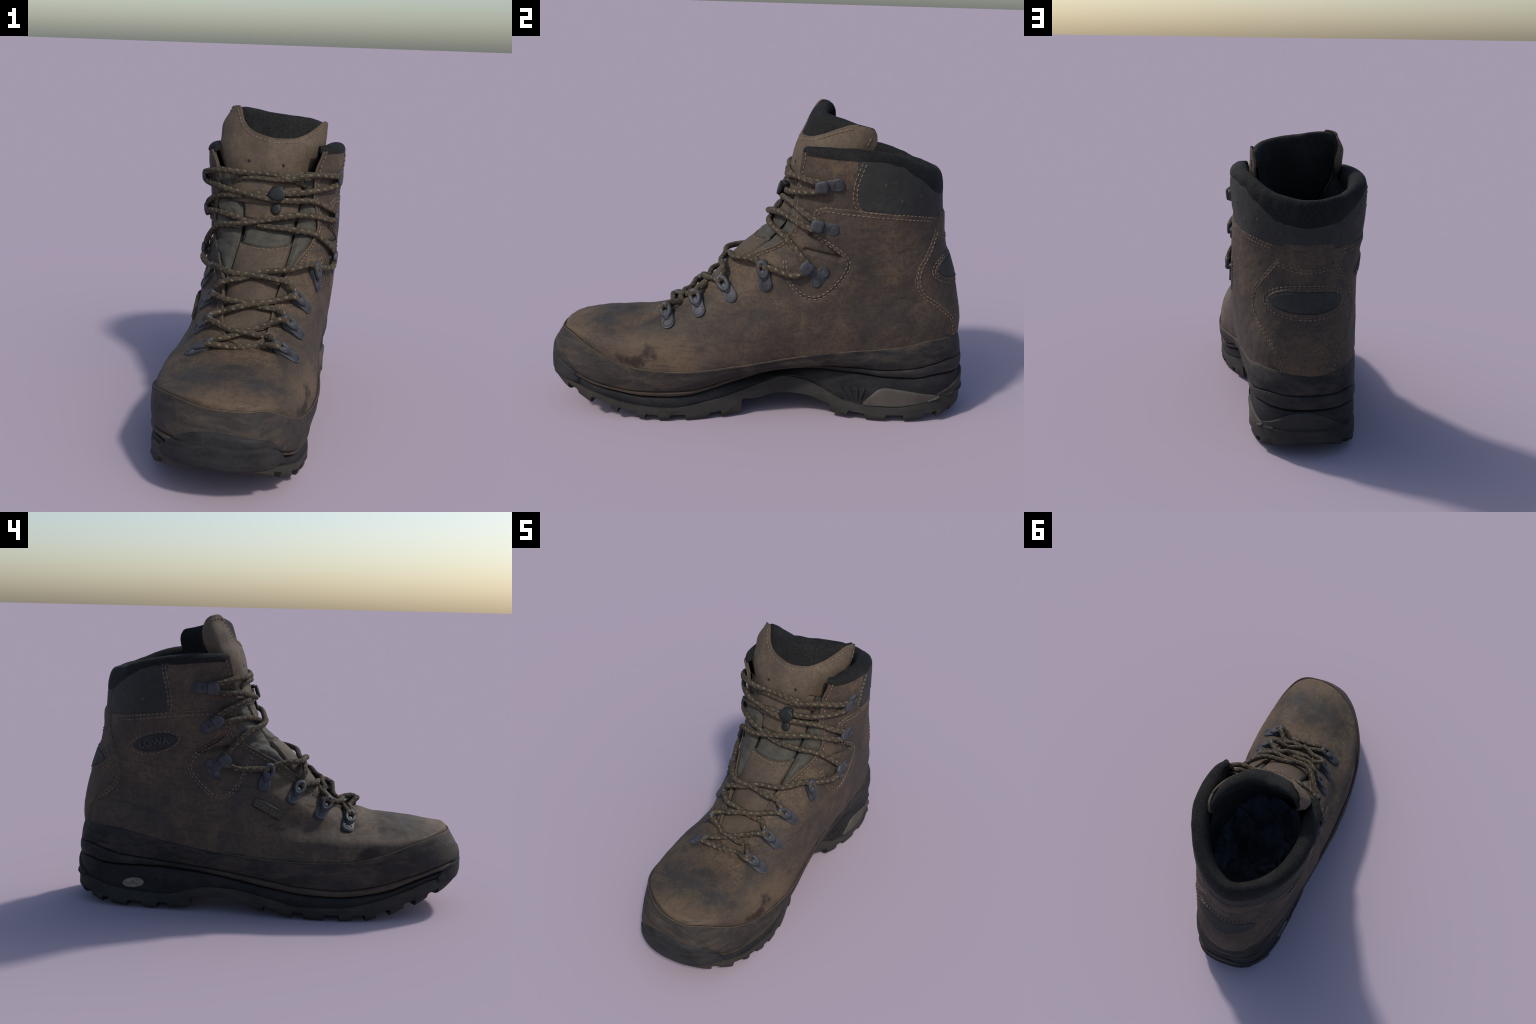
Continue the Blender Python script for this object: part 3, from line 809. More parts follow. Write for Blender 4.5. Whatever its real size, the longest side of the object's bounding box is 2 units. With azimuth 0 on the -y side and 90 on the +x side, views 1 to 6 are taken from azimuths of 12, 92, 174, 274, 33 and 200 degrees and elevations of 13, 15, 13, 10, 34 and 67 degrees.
rt_r = lut([(-1.0, 0.392), (-0.93, 0.395), (-0.88, 0.385), (-0.83, 0.362), (-0.75, 0.325), (-0.63, 0.279), (-0.53, 0.259), (-0.39, 0.254), (-0.08, 0.285), (0.2, 0.328), (0.42, 0.357), (0.6, 0.371), (0.73, 0.388), (0.82, 0.405), (0.93, 0.407), (1.0, 0.404)])
rt_l = lut([(-1.0, 0.392), (-0.93, 0.397), (-0.85, 0.393), (-0.75, 0.378), (-0.54, 0.322), (-0.36, 0.292), (-0.22, 0.289), (-0.03, 0.295), (0.26, 0.322), (0.545, 0.366), (0.79, 0.408), (0.9, 0.410), (1.0, 0.404)])
rb_r = lut([(-1.0, 0.27), (-0.93, 0.262), (-0.875, 0.240), (-0.835, 0.215), (-0.70, 0.171), (-0.53, 0.147), (-0.34, 0.152), (-0.076, 0.210), (0.2, 0.248), (0.36, 0.270), (0.47, 0.272), (0.58, 0.266), (0.735, 0.275), (0.84, 0.296), (0.92, 0.310), (1.0, 0.306)])
rb_l = lut([(-1.0, 0.27), (-0.93, 0.265), (-0.87, 0.255), (-0.73, 0.220), (-0.55, 0.178), (-0.36, 0.156), (-0.175, 0.167), (-0.03, 0.190), (0.3, 0.234), (0.59, 0.261), (0.74, 0.273), (0.836, 0.295), (0.91, 0.312), (1.0, 0.306)])
gr_r = lut([(-1.0, 0.225), (-0.9, 0.213), (-0.835, 0.192), (-0.77, 0.170), (-0.656, 0.143), (-0.52, 0.120), (-0.385, 0.119), (-0.075, 0.173), (0.2, 0.225), (0.36, 0.236), (0.47, 0.236), (0.6, 0.225), (0.74, 0.222), (0.87, 0.238), (0.94, 0.236), (1.0, 0.232)])
gr_l = lut([(-1.0, 0.225), (-0.88, 0.222), (-0.776, 0.200), (-0.595, 0.145), (-0.363, 0.117), (-0.223, 0.121), (-0.03, 0.148), (0.35, 0.207), (0.543, 0.221), (0.737, 0.218), (0.834, 0.222), (0.907, 0.236), (1.0, 0.232)])
ot_r = lut([(-1.0, 0.185), (-0.92, 0.178), (-0.86, 0.158), (-0.747, 0.122), (-0.566, 0.072), (-0.385, 0.060), (-0.22, 0.085), (-0.074, 0.126), (0.02, 0.158), (0.127, 0.190), (0.23, 0.176), (0.343, 0.125), (0.42, 0.090), (0.525, 0.073), (0.66, 0.071), (0.79, 0.094), (0.88, 0.122), (0.95, 0.130), (1.0, 0.135)])
ot_l = lut([(-1.0, 0.185), (-0.9, 0.188), (-0.82, 0.180), (-0.73, 0.150), (-0.55, 0.096), (-0.365, 0.062), (-0.178, 0.060), (-0.036, 0.092), (0.06, 0.110), (0.17, 0.126), (0.278, 0.128), (0.374, 0.106), (0.495, 0.080), (0.64, 0.084), (0.79, 0.102), (0.886, 0.124), (0.95, 0.130), (1.0, 0.135)])
bt = lut([(-1.0, 0.165), (-0.95, 0.148), (-0.9, 0.122), (-0.82, 0.092), (-0.75, 0.068), (-0.69, 0.048), (-0.63, 0.028), (-0.56, 0.012), (-0.48, 0.001), (-0.25, 0.0), (-0.10, 0.012), (0.0, 0.025), (0.1, 0.04), (0.3, 0.04), (0.36, 0.022), (0.45, 0.012), (0.56, 0.004), (0.70, 0.006), (0.80, 0.012), (0.86, 0.022), (0.92, 0.034), (0.97, 0.052), (1.0, 0.072)])
arch_r = lut([(-0.15, 0.055), (-0.06, 0.085), (0.0, 0.084), (0.06, 0.098), (0.127, 0.108), (0.20, 0.106), (0.26, 0.096), (0.32, 0.074), (0.36, 0.065), (0.42, 0.05)])
arch_l = lut([(-0.02, 0.050), (0.05, 0.058), (0.12, 0.070), (0.20, 0.080), (0.28, 0.082), (0.34, 0.070), (0.38, 0.062), (0.45, 0.05)])

def lines(C):
    """Heights of the sole's lines at each outline point."""
    x, y = C[:, 0], C[:, 1]
    mid = np.interp(y, [-1, 0, 1], [0.11, 0.0, 0.0])
    w = smooth01((x - mid) / 0.12 + 0.5)
    bl = lambda r, l: w * r(y) + (1 - w) * l(y)
    rt, rb, g, o = bl(rt_r, rt_l), bl(rb_r, rb_l), bl(gr_r, gr_l), bl(ot_r, ot_l)
    plate = bt(y) + 0.028
    ar = np.where((y > -0.12) & (y < 0.40), arch_r(y), 0); al = np.where((y > -0.02) & (y < 0.42), arch_l(y), 0)
    plate = np.maximum(plate, w * ar + (1 - w) * al)
    plate = np.minimum(plate, o - 0.012)
    return rt, rb, g, o, plate
RT, RB, GR, OT, PLATE = lines(LO)
toe = smooth01((-0.55 - HI[:, 1]) / 0.38)
heel = smooth01((HI[:, 1] - 0.7) / 0.25)
jit = 0.0012 * fbm(np.c_[HI, np.zeros(NS)], 9, 3, 3.0)

waist = np.where(HI[:, 0] > 0, np.exp(-((HI[:, 1] - 0.10) / 0.27) ** 2), 0.0)   # the sole is hollowed under the instep
def wall(rows):
    """rows: list of (blend to the low outline, outward offset, height) -> grid."""
    out = []
    for k, off, z in rows:
        k = np.broadcast_to(k, (NS,))[:, None]; off = np.broadcast_to(off, (NS,))[:, None]
        p = HI * (1 - k) + LO * k
        n = HN * (1 - k) + LN * k
        out.append(np.c_[p + n * (off + jit[:, None]), z])
    return np.array(out)

# the rand's top edge hugs the leather; its foot stands on the sole outline
lean = np.zeros(NS)
for i_ in range(NS):
    o = Vector((HI[i_, 0] + HN[i_, 0] * 0.25, HI[i_, 1] + HN[i_, 1] * 0.25, RT[i_] - 0.004))
    p_, _ = hit(o, (-HN[i_, 0], -HN[i_, 1], 0))
    lean[i_] = -(((p_[0] - HI[i_, 0]) * HN[i_, 0] + (p_[1] - HI[i_, 1]) * HN[i_, 1]) + 0.0125)
_k = np.hanning(61); _k /= _k.sum()
lean = np.convolve(np.r_[lean[-30:], lean, lean[:30]], _k, mode='valid')
H = RT - RB
rand = wall([(0, -lean - 0.030, RT - 0.002), (0, -lean - 0.004, RT), (0, -lean + 0.002, RT - 0.004), (0, -lean * 0.86 + 0.001, RT - 0.14 * H), (0, -lean * 0.62 + 0.004, RT - 0.33 * H), (0, -lean * 0.35 + 0.005, RT - 0.55 * H),
             (0.2, -lean * 0.15 + 0.003, RT - 0.78 * H), (0.4, -0.006 * waist, RT - 0.93 * H), (0.45, -0.001 - 0.010 * waist, RB + 0.002), (0.5, -0.006 - 0.024 * waist, RB - 0.001), (0.5, -0.06, RB - 0.002)])
rand_edge = rand[1]
add('rand', rand.reshape(-1, 3), grid_faces(len(rand), NS, True), RAND, angle=60)
# thin tan line along the rand's top edge
_e = rand_edge; _t = np.roll(_e, -1, 0) - np.roll(_e, 1, 0); _t /= np.linalg.norm(_t, axis=1, keepdims=True)
_n = np.c_[HN, np.zeros(NS)]; _b = np.cross(_t, _n)
_tube = np.array([_e + (_n * math.cos(a) + _b * math.sin(a)) * 0.0030 for a in np.linspace(0, 2 * math.pi, 8, endpoint=False)] )
_tube = np.concatenate([_tube, _tube[:1]])
add('rand_edge', _tube.reshape(-1, 3), grid_faces(9, NS, True), LEATHER_EDGE)
B1 = RB - GR
B2 = GR - OT
hollow = 0.042 * waist
welt = wall([(0.5, -0.06, RB), (0.5, -0.008 - 0.8 * hollow, RB - 0.003), (0.5, 0.001 - 0.8 * hollow, RB - 0.007), (0.55, 0.004 - hollow, RB - 0.28 * B1), (0.65, 0.003 - hollow, RB - 0.6 * B1), (0.75, -0.003 - hollow, GR + 0.006), (0.8, -0.014 - hollow, GR + 0.003), (0.8, -0.07, GR + 0.001)])
add('welt', welt.reshape(-1, 3), grid_faces(len(welt), NS, True), WELT, angle=50)
mids = wall([(0.8, -0.07, GR - 0.001), (0.8, -0.014 - hollow, GR - 0.002), (0.8, -0.005 - hollow, GR - 0.007), (0.85, -0.003 - 0.7 * hollow, GR - 0.22 * B2), (0.9, -0.004, GR - 0.6 * B2), (0.95, -0.008, GR - 0.9 * B2), (1, -0.009, OT + 0.001), (1, -0.03, OT)])
add('midsole', mids.reshape(-1, 3), grid_faces(len(mids), NS, True), MIDSOLE, angle=50)
lipz = np.maximum(OT - PLATE, 0.012)
outs = wall([(1, -0.03, OT + 0.004), (1, -0.008, OT + 0.005), (1, 0.001, OT + 0.003), (1, 0.003, OT - 0.3 * lipz), (1, 0.001, PLATE + 0.003), (1, -0.004, PLATE)])
# underside: rows shrinking towards the mid line
spine_x = np.interp(LO[:, 1], [-1, -0.6, 0, 1], [0.11, 0.03, -0.01, -0.01])
under = []
for f in (0.10, 0.3, 0.55, 0.8, 1.0):
    q = LO.copy()
    q[:, 0] = LO[:, 0] * (1 - f) + spine_x * f
    q[:, 1] = LO[:, 1] * (1 - 0.12 * f)
    under.append(np.c_[q, PLATE + 0.004 * f])
outs = np.concatenate([outs, np.array(under)])
add('outsole', outs.reshape(-1, 3), grid_faces(len(outs), NS, True), OUTSOLE, angle=50)

# tread lugs: blocks along the edge, by y range and side
def lug(y0, y1, side, depth=0.085):
    idx = [i for i in range(NS) if y0 <= LO[i, 1] <= y1 and (LO[i, 0] - np.interp(LO[i, 1], [-1, 0, 1], [0.11, 0, 0])) * side > 0]
    idx.sort(key=lambda i: LO[i, 1])
    idx = idx[::max(1, len(idx) // 8)]
    V, n = [], len(idx)
    for m, i in enumerate(idx):
        s = m / (n - 1)
        taper = 0.010 * (2 * s - 1)
        for off, zz in ((0.002, PLATE[i] + 0.010), (0.003, PLATE[i] - 0.006), (-0.004, float(bt(LO[i, 1])) + 0.006), (-0.012, float(bt(LO[i, 1]))), (-depth + 0.01, float(bt(LO[i, 1]))), (-depth, float(bt(LO[i, 1])) + 0.01), (-depth, PLATE[i] + 0.010)):
            p = LO[i] + LN[i] * off
            low = zz < PLATE[i] - 0.004
            V.append((p[0], p[1] - (taper if low else 0), zz))
    F = grid_faces(n, 7) + [tuple(range(7)), tuple(range((n - 1) * 7, n * 7))]
    return add('tread_lug', V, F, OUTSOLE, angle=35)
for a, b in ((-0.85, -0.755), (-0.69, -0.632), (-0.572, -0.500), (-0.462, -0.388), (-0.336, -0.205), (-0.172, -0.055), (0.338, 0.448), (0.508, 0.626), (0.690, 0.812), (0.850, 0.930)):
    lug(a, b, 1)
for a, b in ((-0.828, -0.740), (-0.705, -0.612), (-0.572, -0.492), (-0.456, -0.362), (-0.312, -0.192), (-0.156, -0.055), (-0.012, 0.078), (0.362, 0.496), (0.530, 0.632), (0.682, 0.792), (0.815, 0.90)):
    lug(a, b, -1)
def block(cx, cy, w, l, rot):
    z0 = float(bt(cy))
    V = []
    for zz, g in ((z0 + 0.055, 1.12), (z0 + 0.008, 1.0), (z0 + 0.002, 0.85)):
        for sx, sy in ((-1, -1), (1, -1), (1, 1), (-1, 1)):
            px, py = sx * w / 2 * g, sy * l / 2 * g
            c, s = math.cos(rot), math.sin(rot)
            V.append((cx + c * px - s * py, cy + s * px + c * py, zz))
    F = grid_faces(3, 4, True) + [(0, 1, 2, 3), (8, 9, 10, 11)]
    return add('tread_lug', V, F, OUTSOLE, smooth=False)
for i, cy in enumerate(np.arange(-0.74, -0.08, 0.11)):
    for cx in (-0.11, 0.03, 0.16):
        block(cx + 0.04 * (cy < -0.5), cy + 0.03 * (i % 2), 0.085, 0.065, 0.35 * (1 if cx > 0 else -1))
for i, cy in enumerate((0.42, 0.56, 0.70)):
    for cx in (-0.08, 0.08):
        block(cx, cy, 0.11, 0.075, 0.25 * (1 if cx > 0 else -1))
# heel and toe tips of the tread
def tip_lug(sel, depth):
    idx = sel
    V = []
    for i in idx:
        b = float(bt(LO[i, 1]))
        for off, zz in ((0.002, PLATE[i] + 0.012), (0.003, b + 0.02), (-0.006, b + 0.006), (-0.02, b), (-depth, b - 0.004 if b > 0.03 else b), (-depth, PLATE[i] + 0.012)):
            p = LO[i] + LN[i] * off
            V.append((p[0], p[1], zz))
    return add('tread_lug', V, grid_faces(len(idx), 6) + [tuple(range(6)), tuple(range((len(idx) - 1) * 6, len(idx) * 6))], OUTSOLE, angle=35)
order = list(range(NS))
half = [i for i in range(NS) if LO[i, 1] > 0.925]
tip_lug(half[::3], 0.05)
front = [i for i in range(NS) if LO[i, 1] < -0.87]
front = sorted(front, key=lambda i: math.atan2(LO[i, 0] - 0.11, -LO[i, 1] - 0.7))
tip_lug(front[::3], 0.06)

# sole bodies for projecting details on the sole's flank
_sole = np.concatenate([rand, welt, mids, outs[:6]])
SOLE = BVHTree.FromPolygons([Vector(p) for p in _sole.reshape(-1, 3)], grid_faces(len(_sole), NS, True))
def sole_hit(origin, direction):
    d = Vector(direction).normalized()
    h = SOLE.ray_cast(Vector(origin), d)
    if h[0] is None:
        h = SOLE.find_nearest(Vector(origin) + d * 1.5)
    n = h[1] if h[1].dot(d) < 0 else -h[1]
    return np.array(h[0]), np.array(n)

# toe bumper: a raised cap on the front of the sole, in angles round the toe centre
def toe_polar(deg, z):
    a = math.radians(deg); d = Vector((math.sin(a), -math.cos(a), 0))
    p, n = sole_hit(Vector((0.09, -0.62, z)) + d * 2, -d)
    nn = np.array([d.x, d.y, 0.1]); nn /= np.linalg.norm(nn)
    return p, nn
ang = np.linspace(-48, 47, 70)
top = lut([(-48, 0.205), (-40, 0.235), (-30, 0.278), (-18, 0.310), (-5, 0.322), (5, 0.318), (18, 0.306), (30, 0.288), (38, 0.255), (47, 0.190)])(ang)
bot = np.interp(ang, [-48, -25, 0, 25, 47], [0.172, 0.165, 0.165, 0.165, 0.165])
def smooth_toe():
    m = 26
    P = np.zeros((m, len(ang), 3))
    for j, a in enumerate(ang):
        for i in range(m):
            z = bot[j] + (top[j] - bot[j]) * i / (m - 1)
            P[i, j], _ = toe_polar(a, z)
    N = np.array([[math.sin(math.radians(a)), -math.cos(math.radians(a)), 0.0] for a in ang])[None] + np.zeros((m, 1, 1))
    # one even skin over the bands beneath
    rad = ((P[..., 0] - 0.09) * N[..., 0] + (P[..., 1] + 0.62) * N[..., 1])
    mx = np.maximum.accumulate(rad[::-1], axis=0)[::-1]
    t = np.linspace(0, 1, m)[:, None]
    prof = rad.max(0)[None] - 0.030 * np.clip(t - 0.55, 0, 1) ** 1.5 * 2 - 0.02 * np.clip(0.25 - t, 0, 1) * 2
    h = 0.008 * np.minimum(1, np.minimum(t, 1 - t) / 0.07) ** 0.5
    Q = np.array([0.09, -0.62, 0]) + N * (np.maximum(prof, rad) + h)[..., None]
    Q[..., 2] = P[..., 2]
    V = np.zeros((m + 2, len(ang) + 2, 3)); V[1:-1, 1:-1] = Q
    low = Q - N * 0.05
    V[0, 1:-1], V[-1, 1:-1], V[1:-1, 0], V[1:-1, -1] = low[0], low[-1], low[:, 0], low[:, -1]
    V[0, 0], V[0, -1], V[-1, 0], V[-1, -1] = low[0, 0], low[0, -1], low[-1, 0], low[-1, -1]
    add('toe_bumper', V.reshape(-1, 3), grid_faces(m + 2, len(ang) + 2), BUMPER, angle=50)
smooth_toe()

def sole_side(sgn):
    return lambda y, z: sole_hit((sgn * 2.0, y, z), (-sgn, 0, 0))
def sole_back(x, z):
    return sole_hit((x, 2.5, z), (0, -1, 0))
# smooth grey wedge and fan ridges on the +x heel, pale oval emblem on the other side, arch cap at the back
panel('heel_wedge', WEDGE, [(0.507, 0.088), (0.549, 0.139), (0.590, 0.170), (0.636, 0.171), (0.745, 0.153), (0.868, 0.126)], [(0.507, 0.082), (0.56, 0.078), (0.61, 0.076), (0.66, 0.076), (0.77, 0.093), (0.868, 0.120)], sole_side(1), 0.010, 50, 16, 0.06)
ridge_v, ridge_f = [], []
def ridge(y0, z0, y1, z1, sgn):
    o = len(ridge_v)
    nseg = 8
    for i in range(nseg):
        t = i / (nseg - 1)
        p, n = sole_side(sgn)(y0 + (y1 - y0) * t, z0 + (z1 - z0) * t)
        side = np.cross(n, np.array([0, y1 - y0, z1 - z0])); side /= np.linalg.norm(side) + 1e-9
        for a, b in ((-0.007, -0.004), (-0.002, 0.007), (0.002, 0.007), (0.007, -0.004)):
            ridge_v.append(p + side * a + n * b)
    ridge_f.extend(grid_faces(nseg, 4, off=o))
for y0, y1 in ((0.355, 0.408), (0.400, 0.440), (0.440, 0.462), (0.478, 0.478), (0.512, 0.494)):
    ridge(y0, 0.166, y1, 0.104, 1)
for y0, y1 in ((0.600, 0.560), (0.545, 0.530), (0.495, 0.505), (0.455, 0.485), (0.415, 0.465)):
    ridge(y0, 0.162, y1, 0.105, -1)
add('heel_ridge', ridge_v, ridge_f, MIDSOLE)['kind'] = 'stuff'
ov = [(0.660 + 0.056 * math.cos(a), 0.129 + 0.0255 * math.sin(a) - 0.10 * 0.056 * math.cos(a)) for a in np.linspace(0, math.pi, 30)]
ov2 = [(0.660 + 0.056 * math.cos(a), 0.129 - 0.0255 * math.sin(a) - 0.10 * 0.056 * math.cos(a)) for a in np.linspace(0, math.pi, 30)]
panel('sole_emblem', EMBLEM, ov, ov2, sole_side(-1), 0.006, m=20, rim=0.08, smooth_curves=False)
xs = np.linspace(-0.165, 0.21, 50)
arc = lut([(-0.165, 0.140), (-0.12, 0.172), (-0.06, 0.208), (0.02, 0.226), (0.09, 0.216), (0.15, 0.182), (0.21, 0.140)])
panel('heel_cap', OUTSOLE, [(x, 0.128) for x in xs], [(x, float(arc(x))) for x in xs], sole_back, 0.012, m=24, rim=0.12, smooth_curves=False)

def dome(rx, ry, rz, seg=24, rings=8, power=0.7, square=1.0, taper=0.0):
    V, F = [], []
    for i in range(rings):
        ph = (i / (rings - 1) - 0.5) * math.pi * 0.98
        for t in np.linspace(0, 2 * math.pi, seg, endpoint=False):
            q = lambda v: math.copysign(abs(v) ** power, v)
            sq = lambda v: math.copysign(abs(v) ** square, v)
            cx, cy = sq(math.cos(t)), sq(math.sin(t))
            V.append((rx * q(math.cos(ph)) * cx, ry * q(math.cos(ph)) * cy * (1 + taper * cx), rz * q(math.sin(ph))))
    F = grid_faces(rings, seg, True); F.append(tuple(range(seg))); F.append(tuple(range((rings - 1) * seg, rings * seg)))
    return V, F
# ------------------------------------------------------------------ stitches
def skin_of(names):
    V, F = [], []
    for ob in bpy.data.objects:
        if ob.type == 'MESH' and ob.name.split('.')[0] in names:
            o = len(V); V += [v.co.copy() for v in ob.data.vertices]; F += [tuple(o + i for i in p.vertices) for p in ob.data.polygons]
    return BVHTree.FromPolygons(V, F)
SKIN = skin_of(('upper', 'heel_counter', 'collar_panel', 'tongue', 'tongue_top', 'tongue_middle'))
def on_skin(P, N, lift):
    out = []
    for p, n in zip(P, N):
        h = SKIN.ray_cast(Vector(p) + Vector(n) * 0.05, -Vector(n), 0.09)
        out.append(np.array(h[0]) + n * lift if h[0] is not None else p + n * 0.004)
    return np.array(out)
st_v, st_f = [], []
_dash = []
for a in (-1, -0.6, 0.6, 1):
    r = 1.0 if abs(a) < 0.9 else 0.45
    _dash += [(a, r * math.cos(t), r * math.sin(t)) for t in np.linspace(0, 2 * math.pi, 6, endpoint=False)]
def stitch_line(P, N, pitch=0.0225, length=0.0155, radius=0.0027, offset=0.0, lift=0.008):
    P, N = np.asarray(P), np.asarray(N)
    T = np.gradient(P, axis=0); T /= np.linalg.norm(T, axis=1, keepdims=True) + 1e-12
    Bn = np.cross(N, T)
    N = N / np.linalg.norm(N, axis=1, keepdims=True)
    Q = on_skin(P + Bn * offset, N, 0.0012)
    s = np.concatenate([[0], np.cumsum(np.linalg.norm(np.diff(Q, axis=0), axis=1))])
    pos = np.arange(0.4 * pitch, s[-1], pitch)
    for p in pos:
        c = np.array([np.interp(p, s, Q[:, i]) for i in range(3)])
        t = np.array([np.interp(p, s, T[:, i]) for i in range(3)]); n = np.array([np.interp(p, s, N[:, i]) for i in range(3)])
        t += np.random.normal(0, 0.05, 3)
        t /= np.linalg.norm(t); n -= t * (n @ t); n /= np.linalg.norm(n); b = np.cross(n, t)
        o = len(st_v)
        for x, y, z in _dash:
            st_v.append(c + t * x * length / 2 + b * y * radius + n * z * radius * 0.8)
        st_f.extend(grid_faces(4, 6, True, o)); st_f.append(tuple(o + i for i in range(6))); st_f.append(tuple(o + 18 + i for i in range(6)))

def stitch(pts, proj, rows=(0.0,), n=120, closed=False, lift=0.0085):
    c = through(pts, n, closed)
    if closed:
        c = np.vstack([c, c[:1]])
    q = [proj(*p) for p in c]
    for o in rows:
        stitch_line(np.array([a for a, _ in q]), np.array([b for _, b in q]), offset=o, lift=lift)

stitch([(0.262, 0.985), (0.258, 1.010), (0.285, 1.024), (0.337, 1.022), (0.442, 1.013), (0.569, 1.000), (0.675, 0.987), (0.770, 0.966)], R, (0.0, 0.018), lift=0.013)
stitch([(0.225, 0.985), (0.284, 0.995), (0.36, 0.992), (0.459, 0.984), (0.60, 0.966), (0.70, 0.950), (0.770, 0.938)], L, (0.0, -0.018), lift=0.013)
stitch([(0.440, 1.250), (0.424, 1.205), (0.409, 1.150), (0.406, 1.110), (0.413, 1.060), (0.428, 1.040)], R, (0.0, 0.016))
stitch([(0.497, 1.222), (0.486, 1.170), (0.470, 1.090), (0.468, 1.030), (0.474, 1.012)], L, (0.004, -0.012))
stitch(patch_r[1:], R, (0.0, 0.013), 160, lift=0.011)
stitch(patch_l, L, (0.0, 0.013), 160, lift=0.011)
zz = np.linspace(0.41, 0.915, 60)
for f, sg in ((counter_r, -1), (counter_l, 1)):
    q = [polar(float(f(z)) + sg * 2.6, z) for z in zz]
    stitch_line([a for a, _ in q], [b for _, b in q], lift=0.0155)
    stitch_line([a for a, _ in q], [b for _, b in q], lift=0.0155, offset=0.014)
zc = lambda a: 0.905 - 0.028 * (1 - (a / 20.5) ** 2)
for o in (0, 0.013):
    q = [polar(a, zc(a) - o) for a in np.linspace(-19.5, 20.5, 60)]
    stitch_line([a for a, _ in q], [b for _, b in q], lift=0.0155)
back = lambda x, z: hit((x, 2.5, z), (0, -1, 0))
el = lambda rx, rz: [(0.012 + rx * math.copysign(abs(math.cos(t)) ** 0.8, math.cos(t)), 0.728 - 0.02 * math.cos(t) * 0.1 + rz * math.sin(t)) for t in np.linspace(0, 2 * math.pi, 40, endpoint=False)]
stitch(el(0.172, 0.064), back, (0.0,), 160, True, lift=0.016)
stitch(el(0.184, 0.075), back, (0.0,), 160, True, lift=0.016)
# throat edges and tongue rim
k1 = int(np.searchsorted(UROWS, 4.3))
for c in (9, UG.shape[1] - 10):
    stitch_line(UG[k1:, c], UN[k1:, c], lift=0.002)
A = np.linspace(-0.78, 0.78, 90)
for pad in (0.016,):
    P = np.array([tongue_point(a, float(leather_top(a)) - pad) for a in A])
    N = np.array([(np.sign(a) * abs(a) ** 1.5, -1 + 0.7 * abs(a), 0.15) for a in A]); N /= np.linalg.norm(N, axis=1, keepdims=True)
    stitch_line(P, N, lift=0.009)
for zA, aa in ((np.linspace(1.40, 1.26, 40), -0.93), (np.linspace(1.345, 1.30, 20), 0.93)):
    P = np.array([tongue_point(aa, z) for z in zA]); N = np.tile(np.array([math.copysign(0.95, aa), -0.1, 0.0]), (len(P), 1))
    stitch_line(P, N, lift=0.010)
r = np.full(60, 6.52)
x = np.linspace(-0.075, 0.15, 60)
q = [nearest(S(np.array([u_at_x(np.array([6.50]), np.array([xx]), 1 if xx > 0.044 else -1)[0]]), np.array([6.50]))[0]) for xx in x]
stitch_line([a for a, _ in q], [b for _, b in q], lift=0.011)
# left side badge stitching
ba = lambda rx, rz: [(0.548 + rx * math.cos(t), 0.848 - 0.20 * rx * math.cos(t) + rz * math.sin(t)) for t in np.linspace(0, 2 * math.pi, 40, endpoint=False)]
stitch(ba(0.122, 0.054), L, (0.0,), 120, True, lift=0.0135)
add('stitching', st_v, st_f, THREAD)['kind'] = 'stuff'

# raw leather edges that catch the light along the seams
def piping(P, N, radius=0.004, lift=0.0, name='seam_edge', mat=LEATHER_EDGE, snap=True):
    P, N = np.asarray(P, float), np.asarray(N, float)
    N = N / np.linalg.norm(N, axis=1, keepdims=True)
    if snap:
        P = on_skin(P, N, lift)
    T = np.gradient(P, axis=0); T /= np.linalg.norm(T, axis=1, keepdims=True) + 1e-12
    V = []
    for p, t, n in zip(P, T, N):
        n = n - t * (n @ t); n /= np.linalg.norm(n); b = np.cross(t, n)
        V += [p + (n * math.cos(a) + b * math.sin(a)) * radius for a in np.linspace(0, 2 * math.pi, 8, endpoint=False)]
    F = grid_faces(len(P), 8, True)
    F.append(tuple(range(8))); F.append(tuple(range(len(V) - 8, len(V))))
    return add(name, V, F, mat)
# padded rims round the two ovals
for pts_, pr_, rad_ in ((el(0.163, 0.056), back, 0.010), (ba(0.113, 0.0465), L, 0.007)):
    c_ = through(pts_, 120, True); c_ = np.vstack([c_, c_[:1]])
    q = [pr_(*p) for p in c_]
    piping([a for a, _ in q], [b for _, b in q], radius=rad_, lift=-0.002, name='oval_rim', mat=LEATHER)
for nm in ('ankle_r', 'ankle_l'):
    piping(*SEAMS[nm][:2], radius=0.0035)
for f in (counter_r, counter_l):
    q = [polar(float(f(z)) + (0.4 if f is counter_r else -0.4), z) for z in np.linspace(0.40, 0.99, 80)]
    piping([a for a, _ in q], [b for _, b in q], radius=0.0032, lift=-0.001)
A = np.linspace(-0.80, 0.80, 120)
P = np.array([tongue_point(a, float(leather_top(a))) for a in A])
N = np.array([(np.sign(a) * abs(a) ** 1.5, -1 + 0.7 * abs(a), 0.15) for a in A])
piping(P, N, 0.0055, snap=False)
for c in (0, UG.shape[1] - 1):
    kk = int(np.searchsorted(UROWS, 4.2))
    piping(UG[kk:, c] - UN[kk:, c] * 0.004, UN[kk:, c], 0.0055, snap=False)
# raised brown discs on the grey collar panel, standing in for vent holes
for a_, z_ in ((73, 1.150), (58, 1.075), (41, 1.090), (20, 1.040), (-22, 1.035), (-42, 1.075), (-62, 1.060), (-76, 1.125)):
    p_, n_ = polar(a_, z_)
    h_ = SKIN.ray_cast(Vector(p_ + n_ * 0.05), Vector(-n_))
    if h_[0] is not None:
        x_ = np.cross(n_, [0, 0, 1]); x_ /= np.linalg.norm(x_); y_ = np.cross(x_, n_)
        v_, f_ = dome(0.0095, 0.0095, 0.003)
        add('vent_disc', [np.array(h_[0]) - n_ * 0.0012 + x_ * a + y_ * b + n_ * c for a, b, c in v_], f_, TAG)
